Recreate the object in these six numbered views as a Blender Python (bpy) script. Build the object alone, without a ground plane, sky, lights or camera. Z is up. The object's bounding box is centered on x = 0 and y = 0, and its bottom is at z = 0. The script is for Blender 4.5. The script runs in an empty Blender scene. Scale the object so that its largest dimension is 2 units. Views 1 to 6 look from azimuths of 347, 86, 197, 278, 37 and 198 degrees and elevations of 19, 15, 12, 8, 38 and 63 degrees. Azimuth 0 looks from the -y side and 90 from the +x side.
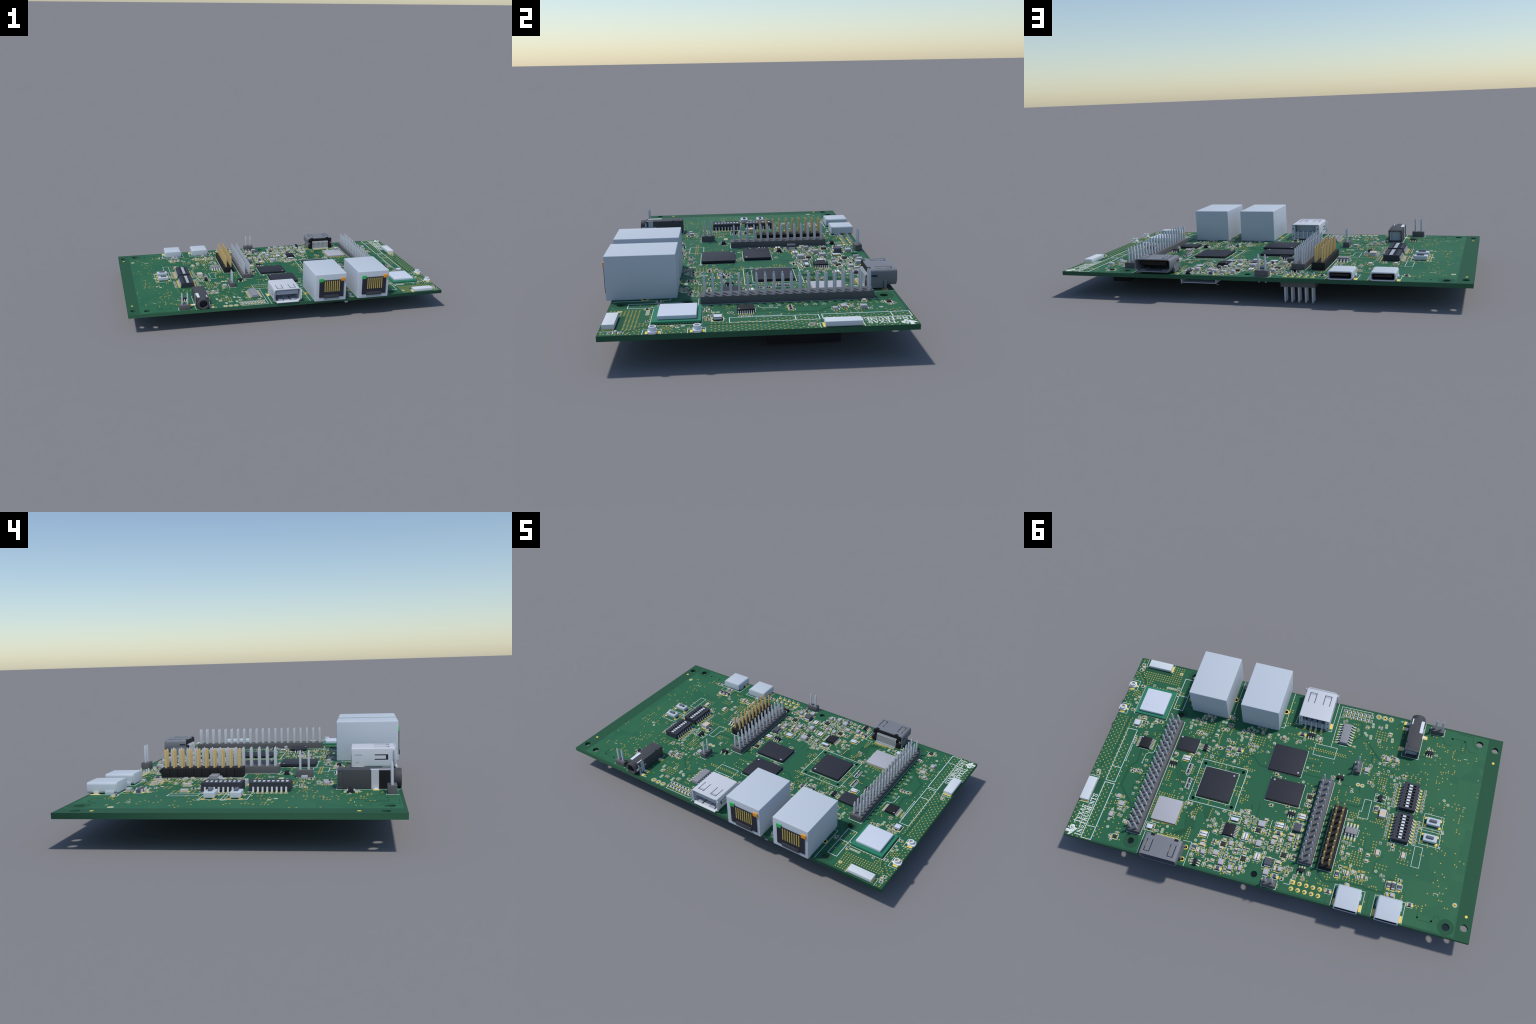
"""A populated green circuit board: panel, connectors, pin headers, chips and
small surface-mount parts.  All layout numbers are millimetres on the board
(x to the right, y to the back, z up); MM turns them into scene metres."""
import bpy, bmesh, math, random
from mathutils import Vector, Matrix

random.seed(7)
MM = 0.0129                       # one board millimetre in scene metres
TOP, UNDER = 9.54, 8.04         # upper and lower face of the panel
X0, X1, Y0, Y1 = -77.53, 77.05, -41.68, 42.9
PITCH = 2.54
# heights of the printed layers above the panel face
Z_KEEPOUT, Z_TRACE, Z_SILK, Z_PAD, Z_VIA = 0.02, 0.032, 0.05, 0.065, 0.075


# ------------------------------------------------------------------ materials
def material(name, colour, rough=0.6, metallic=0.0, spec=0.3, speckle=0.0, scale=60.0, coat=0.0):
    m = bpy.data.materials.new(name)
    m.use_nodes = True
    nt = m.node_tree
    bsdf = nt.nodes["Principled BSDF"]
    bsdf.inputs["Roughness"].default_value = rough
    bsdf.inputs["Metallic"].default_value = metallic
    bsdf.inputs["Specular IOR Level"].default_value = spec
    bsdf.inputs["Coat Weight"].default_value = coat
    coord = nt.nodes.new("ShaderNodeTexCoord")
    noise = nt.nodes.new("ShaderNodeTexNoise")
    noise.inputs["Scale"].default_value = scale
    noise.inputs["Detail"].default_value = 3.0
    nt.links.new(coord.outputs["Object"], noise.inputs["Vector"])
    mix = nt.nodes.new("ShaderNodeMix")
    mix.data_type = "RGBA"
    mix.inputs["A"].default_value = (*[c * (1 - speckle) for c in colour], 1)
    mix.inputs["B"].default_value = (*[min(1, c * (1 + speckle)) for c in colour], 1)
    nt.links.new(noise.outputs["Fac"], mix.inputs["Factor"])
    nt.links.new(mix.outputs["Result"], bsdf.inputs["Base Color"])
    return m


def board_material():
    """Solder mask: deep green with the faint, blocky tone changes of buried
    copper planes, warmer toward the power end of the panel."""
    m = bpy.data.materials.new("solder_mask_green")
    m.use_nodes = True
    nt = m.node_tree
    bsdf = nt.nodes["Principled BSDF"]
    bsdf.inputs["Roughness"].default_value = 0.6
    bsdf.inputs["Specular IOR Level"].default_value = 0.16
    coord = nt.nodes.new("ShaderNodeTexCoord")
    split = nt.nodes.new("ShaderNodeSeparateXYZ")
    nt.links.new(coord.outputs["Object"], split.inputs[0])
    ramp = nt.nodes.new("ShaderNodeMapRange")            # 1 at the power end, 0 past the middle
    ramp.inputs["From Min"].default_value = -0.15
    ramp.inputs["From Max"].default_value = -0.75
    nt.links.new(split.outputs["X"], ramp.inputs["Value"])
    cells = nt.nodes.new("ShaderNodeTexVoronoi")
    cells.distance = "CHEBYCHEV"
    cells.inputs["Scale"].default_value = 7.0
    nt.links.new(coord.outputs["Object"], cells.inputs["Vector"])
    grey = nt.nodes.new("ShaderNodeSeparateColor")
    nt.links.new(cells.outputs["Color"], grey.inputs[0])
    mul = nt.nodes.new("ShaderNodeMath")
    mul.operation = "MULTIPLY"
    nt.links.new(ramp.outputs[0], mul.inputs[0])
    nt.links.new(grey.outputs[0], mul.inputs[1])
    mix = nt.nodes.new("ShaderNodeMix")
    mix.data_type = "RGBA"
    mix.inputs["A"].default_value = (*C_BOARD, 1)
    mix.inputs["B"].default_value = (*C_BOARD_WARM, 1)
    nt.links.new(mul.outputs[0], mix.inputs["Factor"])
    nt.links.new(mix.outputs["Result"], bsdf.inputs["Base Color"])
    return m


C_BOARD = (0.0265, 0.133, 0.066)
C_BOARD_WARM = (0.037, 0.153, 0.070)
M = {}
M["board"] = board_material()
M["board_dark"] = material("bare_laminate", (0.029, 0.103, 0.056), 0.65, spec=0.08)
M["edge"] = material("cut_laminate", (0.040, 0.124, 0.070), 0.7, spec=0.08, speckle=0.05, scale=120)
M["trace"] = material("buried_trace", (0.025, 0.106, 0.056), 0.6, spec=0.08)
M["silk"] = material("silkscreen_ink", (0.78, 0.86, 0.85), 0.6, spec=0.2)
M["pad"] = material("gold_pad", (0.90, 0.67, 0.125), 0.5, spec=0.2)
M["via"] = material("via_gold", (0.545, 0.425, 0.115), 0.55, spec=0.12)
M["hole_disc"] = material("painted_drill_shadow", (0.004, 0.009, 0.007), 0.9, spec=0.0)  # dark colour of flat discs that stand in for drilled holes
M["shell"] = material("jack_shell", (0.55, 0.605, 0.665), 0.6, spec=0.2)
M["socket"] = material("jack_socket", (0.026, 0.028, 0.040), 0.6, spec=0.2)
M["socket_bar"] = material("jack_latch", (0.055, 0.058, 0.068), 0.6, spec=0.2)
M["contact"] = material("jack_contact", (0.50, 0.385, 0.10), 0.5, spec=0.2)
M["led_green"] = material("lens_green", (0.05, 0.47, 0.13), 0.5)
M["led_amber"] = material("lens_amber", (0.80, 0.33, 0.03), 0.5)
M["steel"] = material("usb_steel", (0.62, 0.64, 0.69), 0.5, spec=0.3)
M["slot"] = material("painted_slot", (0.03, 0.035, 0.05), 0.8, spec=0.0)  # dark colour of thin strips that stand in for cut slots
M["insulator"] = material("pale_insulator", (0.42, 0.47, 0.53), 0.6)
M["display_shell"] = material("display_shell", (0.205, 0.215, 0.238), 0.5, spec=0.25)
M["display_plastic"] = material("display_plastic", (0.014, 0.015, 0.017), 0.6, spec=0.2)
M["gold_line"] = material("gold_contact", (0.50, 0.33, 0.10), 0.5)
M["tin"] = material("tinned_lead", (0.60, 0.62, 0.64), 0.5, spec=0.4)
M["pin"] = material("header_pin", (0.56, 0.59, 0.635), 0.45, spec=0.4)
M["pin_gold"] = material("gold_pin", (0.62, 0.455, 0.20), 0.5, spec=0.2)
M["header"] = material("header_plastic", (0.125, 0.125, 0.132), 0.65, spec=0.2, speckle=0.06, scale=90)
M["header_black"] = material("black_header_plastic", (0.019, 0.019, 0.021), 0.65, spec=0.2)
M["chip"] = material("chip_resin", (0.033, 0.036, 0.047), 0.6, spec=0.2)
M["chip_black"] = material("black_resin", (0.021, 0.021, 0.025), 0.6, spec=0.2)
M["chip_grey"] = material("grey_resin", (0.45, 0.46, 0.50), 0.6, spec=0.25, speckle=0.04)
M["soic_grey"] = material("mid_grey_resin", (0.28, 0.285, 0.31), 0.6, spec=0.25, speckle=0.05)
M["dot"] = material("pin_one_dot", (0.50, 0.53, 0.58), 0.6)
M["module"] = material("module_laminate", (0.029, 0.225, 0.128), 0.5, spec=0.25)
M["lid"] = material("module_lid", (0.66, 0.71, 0.80), 0.5, spec=0.3)
M["ceramic"] = material("antenna_ceramic", (0.68, 0.73, 0.76), 0.55, spec=0.25)
M["white"] = material("white_plastic", (0.78, 0.81, 0.86), 0.5)
M["switch"] = material("switch_body", (0.044, 0.047, 0.062), 0.6, spec=0.2)
M["slider"] = material("switch_slider", (0.70, 0.76, 0.77), 0.6)
M["button"] = material("button_cap", (0.12, 0.14, 0.175), 0.6)
M["audio"] = material("audio_plastic", (0.072, 0.074, 0.080), 0.6, spec=0.2)
M["resistor"] = material("resistor_film", (0.050, 0.040, 0.036), 0.6, spec=0.2)
M["terminal"] = material("solder_terminal", (0.56, 0.57, 0.62), 0.5, spec=0.3)
M["tan"] = material("ceramic_tan", (0.70, 0.56, 0.40), 0.6, spec=0.2)
M["bead"] = material("ferrite_grey", (0.092, 0.100, 0.122), 0.6, spec=0.2)
M["brown"] = material("brown_film", (0.10, 0.080, 0.066), 0.6, spec=0.2)


# ------------------------------------------------------------- mesh building
class Shape:
    """Collects faces in board millimetres, each with its material."""

    def __init__(self):
        self.v, self.f, self.m = [], [], []

    def add(self, verts, faces, mat):
        n = len(self.v)
        self.v += verts
        for f in faces:
            self.f.append([i + n for i in f])
            self.m.append(mat)
        return self

    def box(self, x0, x1, y0, y1, z0, z1, mat, inset=0.0):
        i = inset
        vs = [(x0, y0, z0), (x1, y0, z0), (x1, y1, z0), (x0, y1, z0),
              (x0 + i, y0 + i, z1), (x1 - i, y0 + i, z1), (x1 - i, y1 - i, z1), (x0 + i, y1 - i, z1)]
        return self.add(vs, [(3, 2, 1, 0), (4, 5, 6, 7), (0, 1, 5, 4), (1, 2, 6, 5), (2, 3, 7, 6), (3, 0, 4, 7)], mat)

    def block(self, cx, cy, sx, sy, z0, z1, mat, inset=0.0):
        return self.box(cx - sx / 2, cx + sx / 2, cy - sy / 2, cy + sy / 2, z0, z1, mat, inset)

    def prism(self, pts, z0, z1, mat, axis="z"):
        """Extrude a closed outline; axis y takes (x, z) points, axis x takes (y, z)."""
        area = sum(a[0] * b[1] - b[0] * a[1] for a, b in zip(pts, pts[1:] + pts[:1]))
        flip = (area < 0) != (axis == "y")
        if flip:
            pts = pts[::-1]
        place = {"z": lambda p, t: (p[0], p[1], t), "y": lambda p, t: (p[0], t, p[1]), "x": lambda p, t: (t, p[0], p[1])}[axis]
        n = len(pts)
        vs = [place(p, z0) for p in pts] + [place(p, z1) for p in pts]
        fs = [tuple(range(n))[::-1], tuple(range(n, 2 * n))] + [(i, (i + 1) % n, n + (i + 1) % n, n + i) for i in range(n)]
        return self.add(vs, fs, mat)

    def tube(self, outer, inner, t0, t1, mat, axis="y"):
        """Hollow extrusion between two outlines with the same point count."""
        place = {"y": lambda p, t: (p[0], t, p[1]), "z": lambda p, t: (p[0], p[1], t), "x": lambda p, t: (t, p[0], p[1])}[axis]
        n = len(outer)
        vs = [place(p, t) for t in (t0, t1) for ring in (outer, inner) for p in ring]
        fs = []
        for i in range(n):
            j = (i + 1) % n
            fs += [(i, j, 2 * n + j, 2 * n + i), (n + j, n + i, 3 * n + i, 3 * n + j),
                   (i, n + i, n + j, j), (2 * n + i, 2 * n + j, 3 * n + j, 3 * n + i)]
        return self.add(vs, fs, mat)

    def disc(self, x, y, r, z0, z1, mat, n=12):
        return self.prism([(x + r * math.cos(a), y + r * math.sin(a)) for a in angles(n)], z0, z1, mat)

    def ring(self, x, y, r0, r1, z0, z1, mat, n=20):
        circle = lambda r: [(x + r * math.cos(a), y + r * math.sin(a)) for a in angles(n)]
        return self.tube(circle(r1), circle(r0), z0, z1, mat, "z")

    def strip(self, pts, w, z0, z1, mat):
        """A printed line of width w along a polyline."""
        closed = pts[0] == pts[-1] and len(pts) > 3
        p = [Vector(q) for q in (pts[:-1] if closed else pts)]
        n = len(p)
        left, right = [], []
        for i in range(n):
            a = p[i - 1] if (i or closed) else None
            b = p[(i + 1) % n] if (i < n - 1 or closed) else None
            d1 = (p[i] - a).normalized() if a is not None else None
            d2 = (b - p[i]).normalized() if b is not None else None
            d = d1 if d2 is None else d2 if d1 is None else (d1 + d2)
            if d.length < 1e-6:
                d = d2
            d = d.normalized()
            nrm = Vector((-d.y, d.x))
            ref = d1 if d1 is not None else d2
            k = max(0.45, abs(nrm.dot(Vector((-ref.y, ref.x)))))
            off = nrm * (w / 2 / k)
            q = p[i]
            if not closed and (i == 0 or i == n - 1):
                q = p[i] + d * (w / 2 * (1 if i else -1))
            left.append(q + off)
            right.append(q - off)
        segs = [(i, (i + 1) % n) for i in range(n if closed else n - 1)]
        vs = [(q.x, q.y, z) for z in (z0, z1) for side in (left, right) for q in side]
        fs = []
        for i, j in segs:
            fs += [(2 * n + i, 3 * n + i, 3 * n + j, 2 * n + j), (i, 2 * n + i, 2 * n + j, j), (n + j, 3 * n + j, 3 * n + i, n + i)]
        return self.add(vs, fs, mat)


def angles(n):
    return [2 * math.pi * i / n for i in range(n)]


def round_rect(x0, x1, z0, z1, r, n=5):
    pts = []
    for cx, cz, a0 in ((x1 - r, z1 - r, 0), (x0 + r, z1 - r, 90), (x0 + r, z0 + r, 180), (x1 - r, z0 + r, 270)):
        pts += [(cx + r * math.cos(math.radians(a0 + 90 * k / n)), cz + r * math.sin(math.radians(a0 + 90 * k / n))) for k in range(n + 1)]
    return pts


ROOT = bpy.data.objects.new("circuit_board", None)
bpy.context.scene.collection.objects.link(ROOT)
ROOT["label"] = "green circuit board crowded with connectors, chips and pin headers"
ROOT["category"] = "circuit board"


def mesh_of(name, shape, bevel=0.0, smooth=None, segments=2):
    me = bpy.data.meshes.new(name)
    me.from_pydata([tuple(c * MM for c in v) for v in shape.v], [], shape.f)
    keys = []
    for k in shape.m:
        if k not in keys:
            keys.append(k)
            me.materials.append(M[k])
    me.polygons.foreach_set("material_index", [keys.index(k) for k in shape.m])
    bm = bmesh.new()
    bm.from_mesh(me)
    bmesh.ops.recalc_face_normals(bm, faces=bm.faces)
    if bevel:
        es = [e for e in bm.edges if len(e.link_faces) == 2 and e.calc_face_angle(0) > 0.6]
        bmesh.ops.bevel(bm, geom=es, offset=bevel * MM, segments=segments, profile=0.6, affect="EDGES", clamp_overlap=True)
    bm.to_mesh(me)
    bm.free()
    if smooth or bevel:
        me.shade_smooth()
        me.set_sharp_from_angle(angle=math.radians(smooth or 40))
    me.update()
    return me


def place(name, me, parent=None, at=(0, 0, 0), turn=0.0):
    ob = bpy.data.objects.new(name, me)
    bpy.context.scene.collection.objects.link(ob)
    ob.parent = parent or ROOT
    ob.location = [c * MM for c in at]
    ob.rotation_euler[2] = math.radians(turn)
    return ob


def part(name, shape, parent=None, bevel=0.0, smooth=None, at=(0, 0, 0), turn=0.0, stuff=False, segments=2):
    ob = place(name, mesh_of(name, shape, bevel, smooth, segments), parent, at, turn)
    if stuff:
        ob["kind"] = "stuff"
    return ob


# ------------------------------------------------------- layout: small parts
RESISTORS_ALONG_X = [
    (-49.4, 26.7), (-44, 13.7), (-42.5, -15.7), (-29.9, -9.4), (-9.7, 27.9), (-9.7, 29.1), (-9, 23), (-9, 24.3), (-8.9, 34.9),
    (-7.7, 37.7), (-5.6, 26.9), (-3.3, 26.9), (-3.2, 25.6), (-2, 8.9), (2.3, 20.8), (2.3, 22), (4.2, 10.2), (5.9, -3.2),
    (8.7, 36.1), (9.7, 17), (12.8, 34.8), (15.4, 32.3), (20.8, 30.1), (20.9, 31.3), (21.2, 38.2), (27.1, -12.1), (30.9, -8.5),
    (32.4, -17.1), (58.1, -13.5), (61.3, 10.7), (63.9, -11.7), (71.5, -16.1), (71.6, -28), (74, 15.3), (75.2, -38.4), (75.2, -35.6),
]
RESISTORS_ALONG_Y = [
    (-44.4, 15.3), (-37.4, -22.4), (-36.2, -22.5), (-35.5, 0.4), (-33.9, -22), (-32.8, -22), (-29.6, -28.6), (-28.8, -16.4), (-27.3, 27.4),
    (-10.1, 0.7), (-10, 6.6), (-10, 33.2), (-8.8, 33.2), (-8.6, 6.5), (-6.7, 24.6), (-0.8, 27.5), (1.1, -19.9), (1.7, 25.8),
    (7.7, 30.3), (8.1, 21.5), (9, 30.3), (11.2, 36.5), (11.6, 17.7), (12.4, 36.5), (13.2, 15.6), (13.5, 40.4), (14.7, 35),
    (18.8, -13.2), (20.1, -13.2), (20.4, -18.5), (22.4, -18.6), (23.8, -7.6), (24.3, -18.3), (25.3, -6.9), (28.9, -12.8), (29.6, -19.6),
    (30.5, -19.7), (30.8, -17.5), (33.1, -3.9), (40.6, -13.1), (42, -13.1), (42.3, -18.4), (44.3, -18.7), (56.8, -30.4), (58.2, 10.1),
    (59.4, 10), (60.9, 10.1),
]
CAPACITORS_ALONG_X = [
    (-36.1, 20.1), (-36, 22.5), (-33.4, -32.9), (-28.8, 21.9), (-9.4, 4.9), (-7.4, 14.5), (-6.2, 30.5), (3.6, 24.7), (4.3, 16.7),
    (8.3, 32), (10.7, 34.8), (11.8, 40.6), (15, 17.4), (16.9, 17.5), (17.2, 28.7), (17.5, 32.2), (19.1, 37.8), (19.2, 40.3),
    (21.8, 26.6), (24.7, 31.3), (27, -6.2), (34.2, -13.7), (41.1, -2.6), (60.2, -12.9), (65.1, -13), (74.7, -37),
]
CAPACITORS_ALONG_Y = [
    (-37.4, 29.2), (-34.3, 29.6), (-33, 18.9), (-33, 28.1), (-31.9, 28.1), (-28.9, 28.8), (-26.5, 21.8), (-26.4, 19.7), (-16.7, 33.2),
    (-8.2, 28.5), (-4.1, 17.9), (1.2, 29.8), (3.9, 21.4), (6.4, 34), (6.5, 26.4), (7.8, 26.5), (9.5, 38.4), (16.5, -19.9),
    (18.8, -10.8), (19.2, 30.6), (21.7, 40), (22.5, 23.8), (25.7, -9.7), (27.4, 37.8), (30.1, -23.1), (31.5, -23.2), (32.7, -8.9),
    (38.3, -20), (55.5, 31.9), (56.5, 31.7), (74.4, 14.2),
]
TINY_RESISTORS_ALONG_X = [
    (-52.9, -28.1), (-43, -14.6), (-39.5, 14.2), (-37.4, -18.9), (-37.2, -19.6), (-36.1, -16.2), (-35.8, -8.9), (-33.9, -18.6), (-33.8, -19.4),
    (-33.1, -32), (-32.6, -14.7), (-32.5, -13.7), (-24.1, -4.6), (-24.1, -3.6), (-23.8, -33.9), (-23.7, -33.2), (-19, -5.8), (-15.9, -8.1),
    (-15.9, -7.2), (-15.1, 36), (-15, 35.2), (-12.2, 35.3), (-12.2, 36.1), (-8.7, 36.1), (-3.8, 14.9), (6.9, -18.3), (8.2, 18.5),
    (8.3, 19.4), (12.2, -11.8), (13.5, 39), (14.7, 28), (14.7, 33.7), (16.4, 0.9), (16.5, 33.9), (16.5, 34.8), (16.5, 35.7),
    (20.9, 17.5), (20.9, 33.4), (20.9, 34.3), (20.9, 35.2), (21.4, 25.7), (22.9, 37.3), (23.9, 18.7), (25.7, -17), (37.2, -0.3),
    (39.9, 6.2), (39.9, 13.1), (40.7, 10), (43, 32.1), (46, -16.5), (46.4, 29), (57.5, 7.1), (57.6, 4.7), (57.6, 14.8),
    (57.6, 17.4), (57.6, 19.9), (57.8, 26.1), (59.6, 38.5), (59.6, 39.2), (62.2, -7.3), (62.2, -6.5), (65.5, -1.4), (65.6, -2.5),
    (65.7, -4.4), (65.7, -3.4),
]
TINY_RESISTORS_ALONG_Y = [
    (-43.3, 26.6), (-42.4, 13.6), (-40.7, -14.3), (-39.7, -14.2), (-39, -4.4), (-38.3, -4.6), (-37.7, -14.1), (-31.6, -8.5), (-28.6, 17.2),
    (-28.2, 23.7), (-27.3, 23.8), (-27.2, 8.1), (-27.2, 17.3), (-25.9, 17.3), (-20.3, -31.3), (-14.9, -34.1), (-14.1, -34), (-5.6, 24.4),
    (-2.1, 11.6), (-0.6, -21.2), (0.3, 27.3), (2.1, 27.7), (6.7, 38.7), (7.8, 17.3), (10, 18.9), (10, 21.1), (10.2, 31.1),
    (10.3, 32.5), (12.1, 29.5), (14.8, 15.4), (15.9, -21.8), (17.3, -21.8), (18.7, 18), (18.8, -21.9), (18.9, -20.1), (23.6, 21.9),
    (23.6, 23.1), (24.6, 22.5), (27.3, 39.8), (32.7, 21.6), (33.6, -7.3), (36, 20), (36.4, 18.1), (38.5, 16.6), (39, -6.3),
    (58.4, 27.6), (58.7, 29.9), (59.6, 29.9), (60.6, 22.4), (63.7, 22.3), (64.9, -10.1), (66.8, -13.2), (67.1, -29.6), (67.8, -13.2),
]
TINY_CAPACITORS_ALONG_X = [
    (-43.8, 28.1), (-25.8, 8.1), (-20.6, -23.3), (-8.9, 25.5), (-3.2, 28.1), (4.1, -2.3), (10.7, 28.3), (11.8, 14.7), (11.8, 15.4),
    (11.8, 16.1), (13, 17.5), (20.4, -17), (20.4, -16.2), (20.4, -15.1), (22.4, -16.1), (23.8, -4.5), (23.8, -3.8), (34.8, -10.8),
    (42.2, -16.7), (44.1, -16), (57.5, 36.9), (60.2, -14.1), (65.4, -14.1),
]
TINY_CAPACITORS_ALONG_Y = [
    (-49.4, -30.4), (-42.5, 26.7), (-38.3, -22.5), (-34.8, -22.2), (-29.3, -34.7), (-28.4, -34.7), (-7.7, 33.3), (-5.3, -24.3), (-5.2, -22.6),
    (2.1, -19.2), (6, -19.6), (8.8, -19.6), (16.7, -12.9), (17.5, -12.9), (17.6, -11), (24, 25), (24.9, 24.9), (31.1, 23.2),
    (32, 23.2), (34.1, 18), (34.9, 17.9), (35.6, 18), (37.6, -21.7), (38.2, -3.7), (38.3, -13), (38.9, -3.7), (39, -21.7),
    (39.2, -7.9), (39.3, -12.9), (39.3, -11.1), (39.8, -21.7), (40.5, -21.7), (40.7, -20.1), (44.1, 32.3), (58.9, 39.9), (59.8, 27.6),
    (60.7, 27.6), (62.7, 32.6), (62.8, 28.4),
]
TEST_POINTS = [
    (-61.2, 4.1), (-61.1, -8), (-59.4, -9.5), (-52.9, 4.2), (-40.3, 25.5), (-39.5, -0.6), (-39.2, -12.9), (-39, -2.7), (-34.7, -29.7),
    (-34.6, -30.7), (-32.1, -18.7), (-31.1, -35.5), (-31, -36.5), (-30.9, 25.9), (-26, -28.9), (-25.9, -29.9), (-25.8, -34.4), (-25.7, -35.6),
    (-24.2, -29.9), (-23.4, -30.7), (-10.2, 8.7), (-9.5, 14.5), (-5, -9.3), (-5, -2.7), (-3.9, 20.9), (1.2, 31.6), (5.7, 32.5),
    (6.7, 36.5), (7.8, 24.9), (8.4, 39.9), (10.2, -20.6), (10.8, -16.4), (12.5, 28.3), (13.6, -18.5), (13.7, -19.8), (13.7, 31.4),
    (14.5, 15.9), (20.4, -20.2), (21.6, -21), (22.7, -20.1), (22.8, 19.2), (23.9, -15.1), (23.9, -14.1), (24.4, -16.2), (26, 22.8),
    (27.7, 31.8), (32.3, -20.4), (33.6, -20.4), (34.2, -16), (39.9, 29.4), (40.6, -18.2), (41.2, 31), (41.2, 32.1), (41.7, -21.2),
    (42.1, -20.1), (45.6, -15.1), (45.6, -14.1), (45.8, -18), (48, 1.3), (58.2, -30), (59.2, -30), (60.3, -30), (61.3, -30),
    (61.4, -11.7), (61.4, -10.4), (61.9, 35.6), (71.2, -22.6), (71.4, -19.7), (72.5, -21.1),
]
BEADS_ALONG_Y = [
    (-49.9, 29.4), (-26.8, 30.5), (27.4, 34.6), (27.5, -8.9),
]
BEADS_ALONG_X = [
    (-4.9, 37.6), (-1.7, 20.7), (16.2, 40.2), (23.2, -9.5),
]
BULK_CAPACITORS_ALONG_Y = [
    (-35.9, 29.1), (-30.5, 29.4), (-9.4, 20.7), (-6.6, -23), (-4.2, 34.6), (-3.4, 23.6), (25.4, 35.4),
]
BULK_CAPACITORS_ALONG_X = [
    (-6.8, 20), (-4.8, 32), (-0.9, 22.8), (24.7, 32.9),
]
VIA_ROWS = [
    (-66.2, -1.7, -0.1, -1.8, 3), (-59.9, -5.7, 0, -2.8, 4), (-59.7, 5.2, -1.1, -3.1, 4), (-59.2, 35.8, 0, -1.9, 3), (-58.7, -22.5, 3.6, -2.3, 3), (-55.9, -21.3, -2.9, -0.4, 4),
    (-55.3, -32.6, 2.9, 0, 4), (-53.1, -0.6, -0.2, 2.7, 3), (-51.4, 33.4, -0.1, -1.3, 3), (-50.9, 20.1, 3.8, 0, 4), (-48.7, -15.6, 3.4, -0.7, 3), (-48.4, 18.8, -2.5, 0, 3),
    (-47.9, 25, 0, 1.8, 3), (-46.4, 31.4, 0, -1.9, 3), (-45.5, 28.7, 0, 2.6, 4), (-43.8, -16.4, -3.8, -1.6, 3), (-41.6, 31.5, 1.6, 0, 3), (-39.9, 22.7, -3.7, 0, 4),
    (-39.8, 24, -2.6, 0, 3), (-38.9, 5, 3, 0, 4), (-38.1, 14.2, -0.1, 4.9, 5), (-37.4, -7, 2.9, -0.1, 4), (-37, 14.2, -0.3, 4.9, 5), (-36.9, 0.5, -3, -0.1, 4),
    (-36.6, -8, 3, 0, 4), (-36.5, -14.6, 2.9, 0, 4), (-36.4, 5.8, -2, 0, 3), (-33.9, 6.6, -5, 0, 6), (-33.3, -25.6, 3.7, -1.1, 3), (-33.3, 16.7, 0.1, -1.7, 3),
    (-31.6, -14, 0.5, 6, 4), (-29, 4.9, 3.1, 0.1, 4), (-28.1, 30.9, -8.3, 0, 8), (-28.1, 31.7, -8.3, 0.1, 8), (-26.5, 25.1, 1.4, 1.5, 3), (-26.4, 5.8, -2, 0, 3),
    (-26, -0.6, -2, 0, 3), (-25.9, -1.6, -2.1, 0, 3), (-25.9, 6.6, -5.1, 0, 6), (-24.7, 35.9, 1.9, 0.1, 3), (-23.4, 0.3, -4.6, 0.1, 5), (-21.7, 31.6, -2, 1.9, 3),
    (-18, -33.7, -1.9, 0, 3), (-17.5, 2.1, -2.1, -1.5, 3), (-9.9, -8.7, 3.7, 0.1, 5), (-8.1, -13.7, 2.4, 0.1, 3), (-6.9, 25.9, 2.5, -0.2, 4), (-5.9, 8.7, -4, 1.6, 3),
    (-0.2, 36.1, -0.4, 3.5, 3), (0.8, 23.1, 3.3, -0.1, 4), (3.9, -22.3, 2.5, 0, 3), (6, 28.5, -1.8, -0.2, 3), (12.8, -19.8, -0.2, 2.7, 4), (13.7, 10.8, 2.7, -0.3, 4),
    (14.8, 8.8, 3.9, 0.2, 3), (16.6, -12, 4.5, 0.4, 5), (16.8, 6.2, 1.8, -0.1, 3),
]
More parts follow.
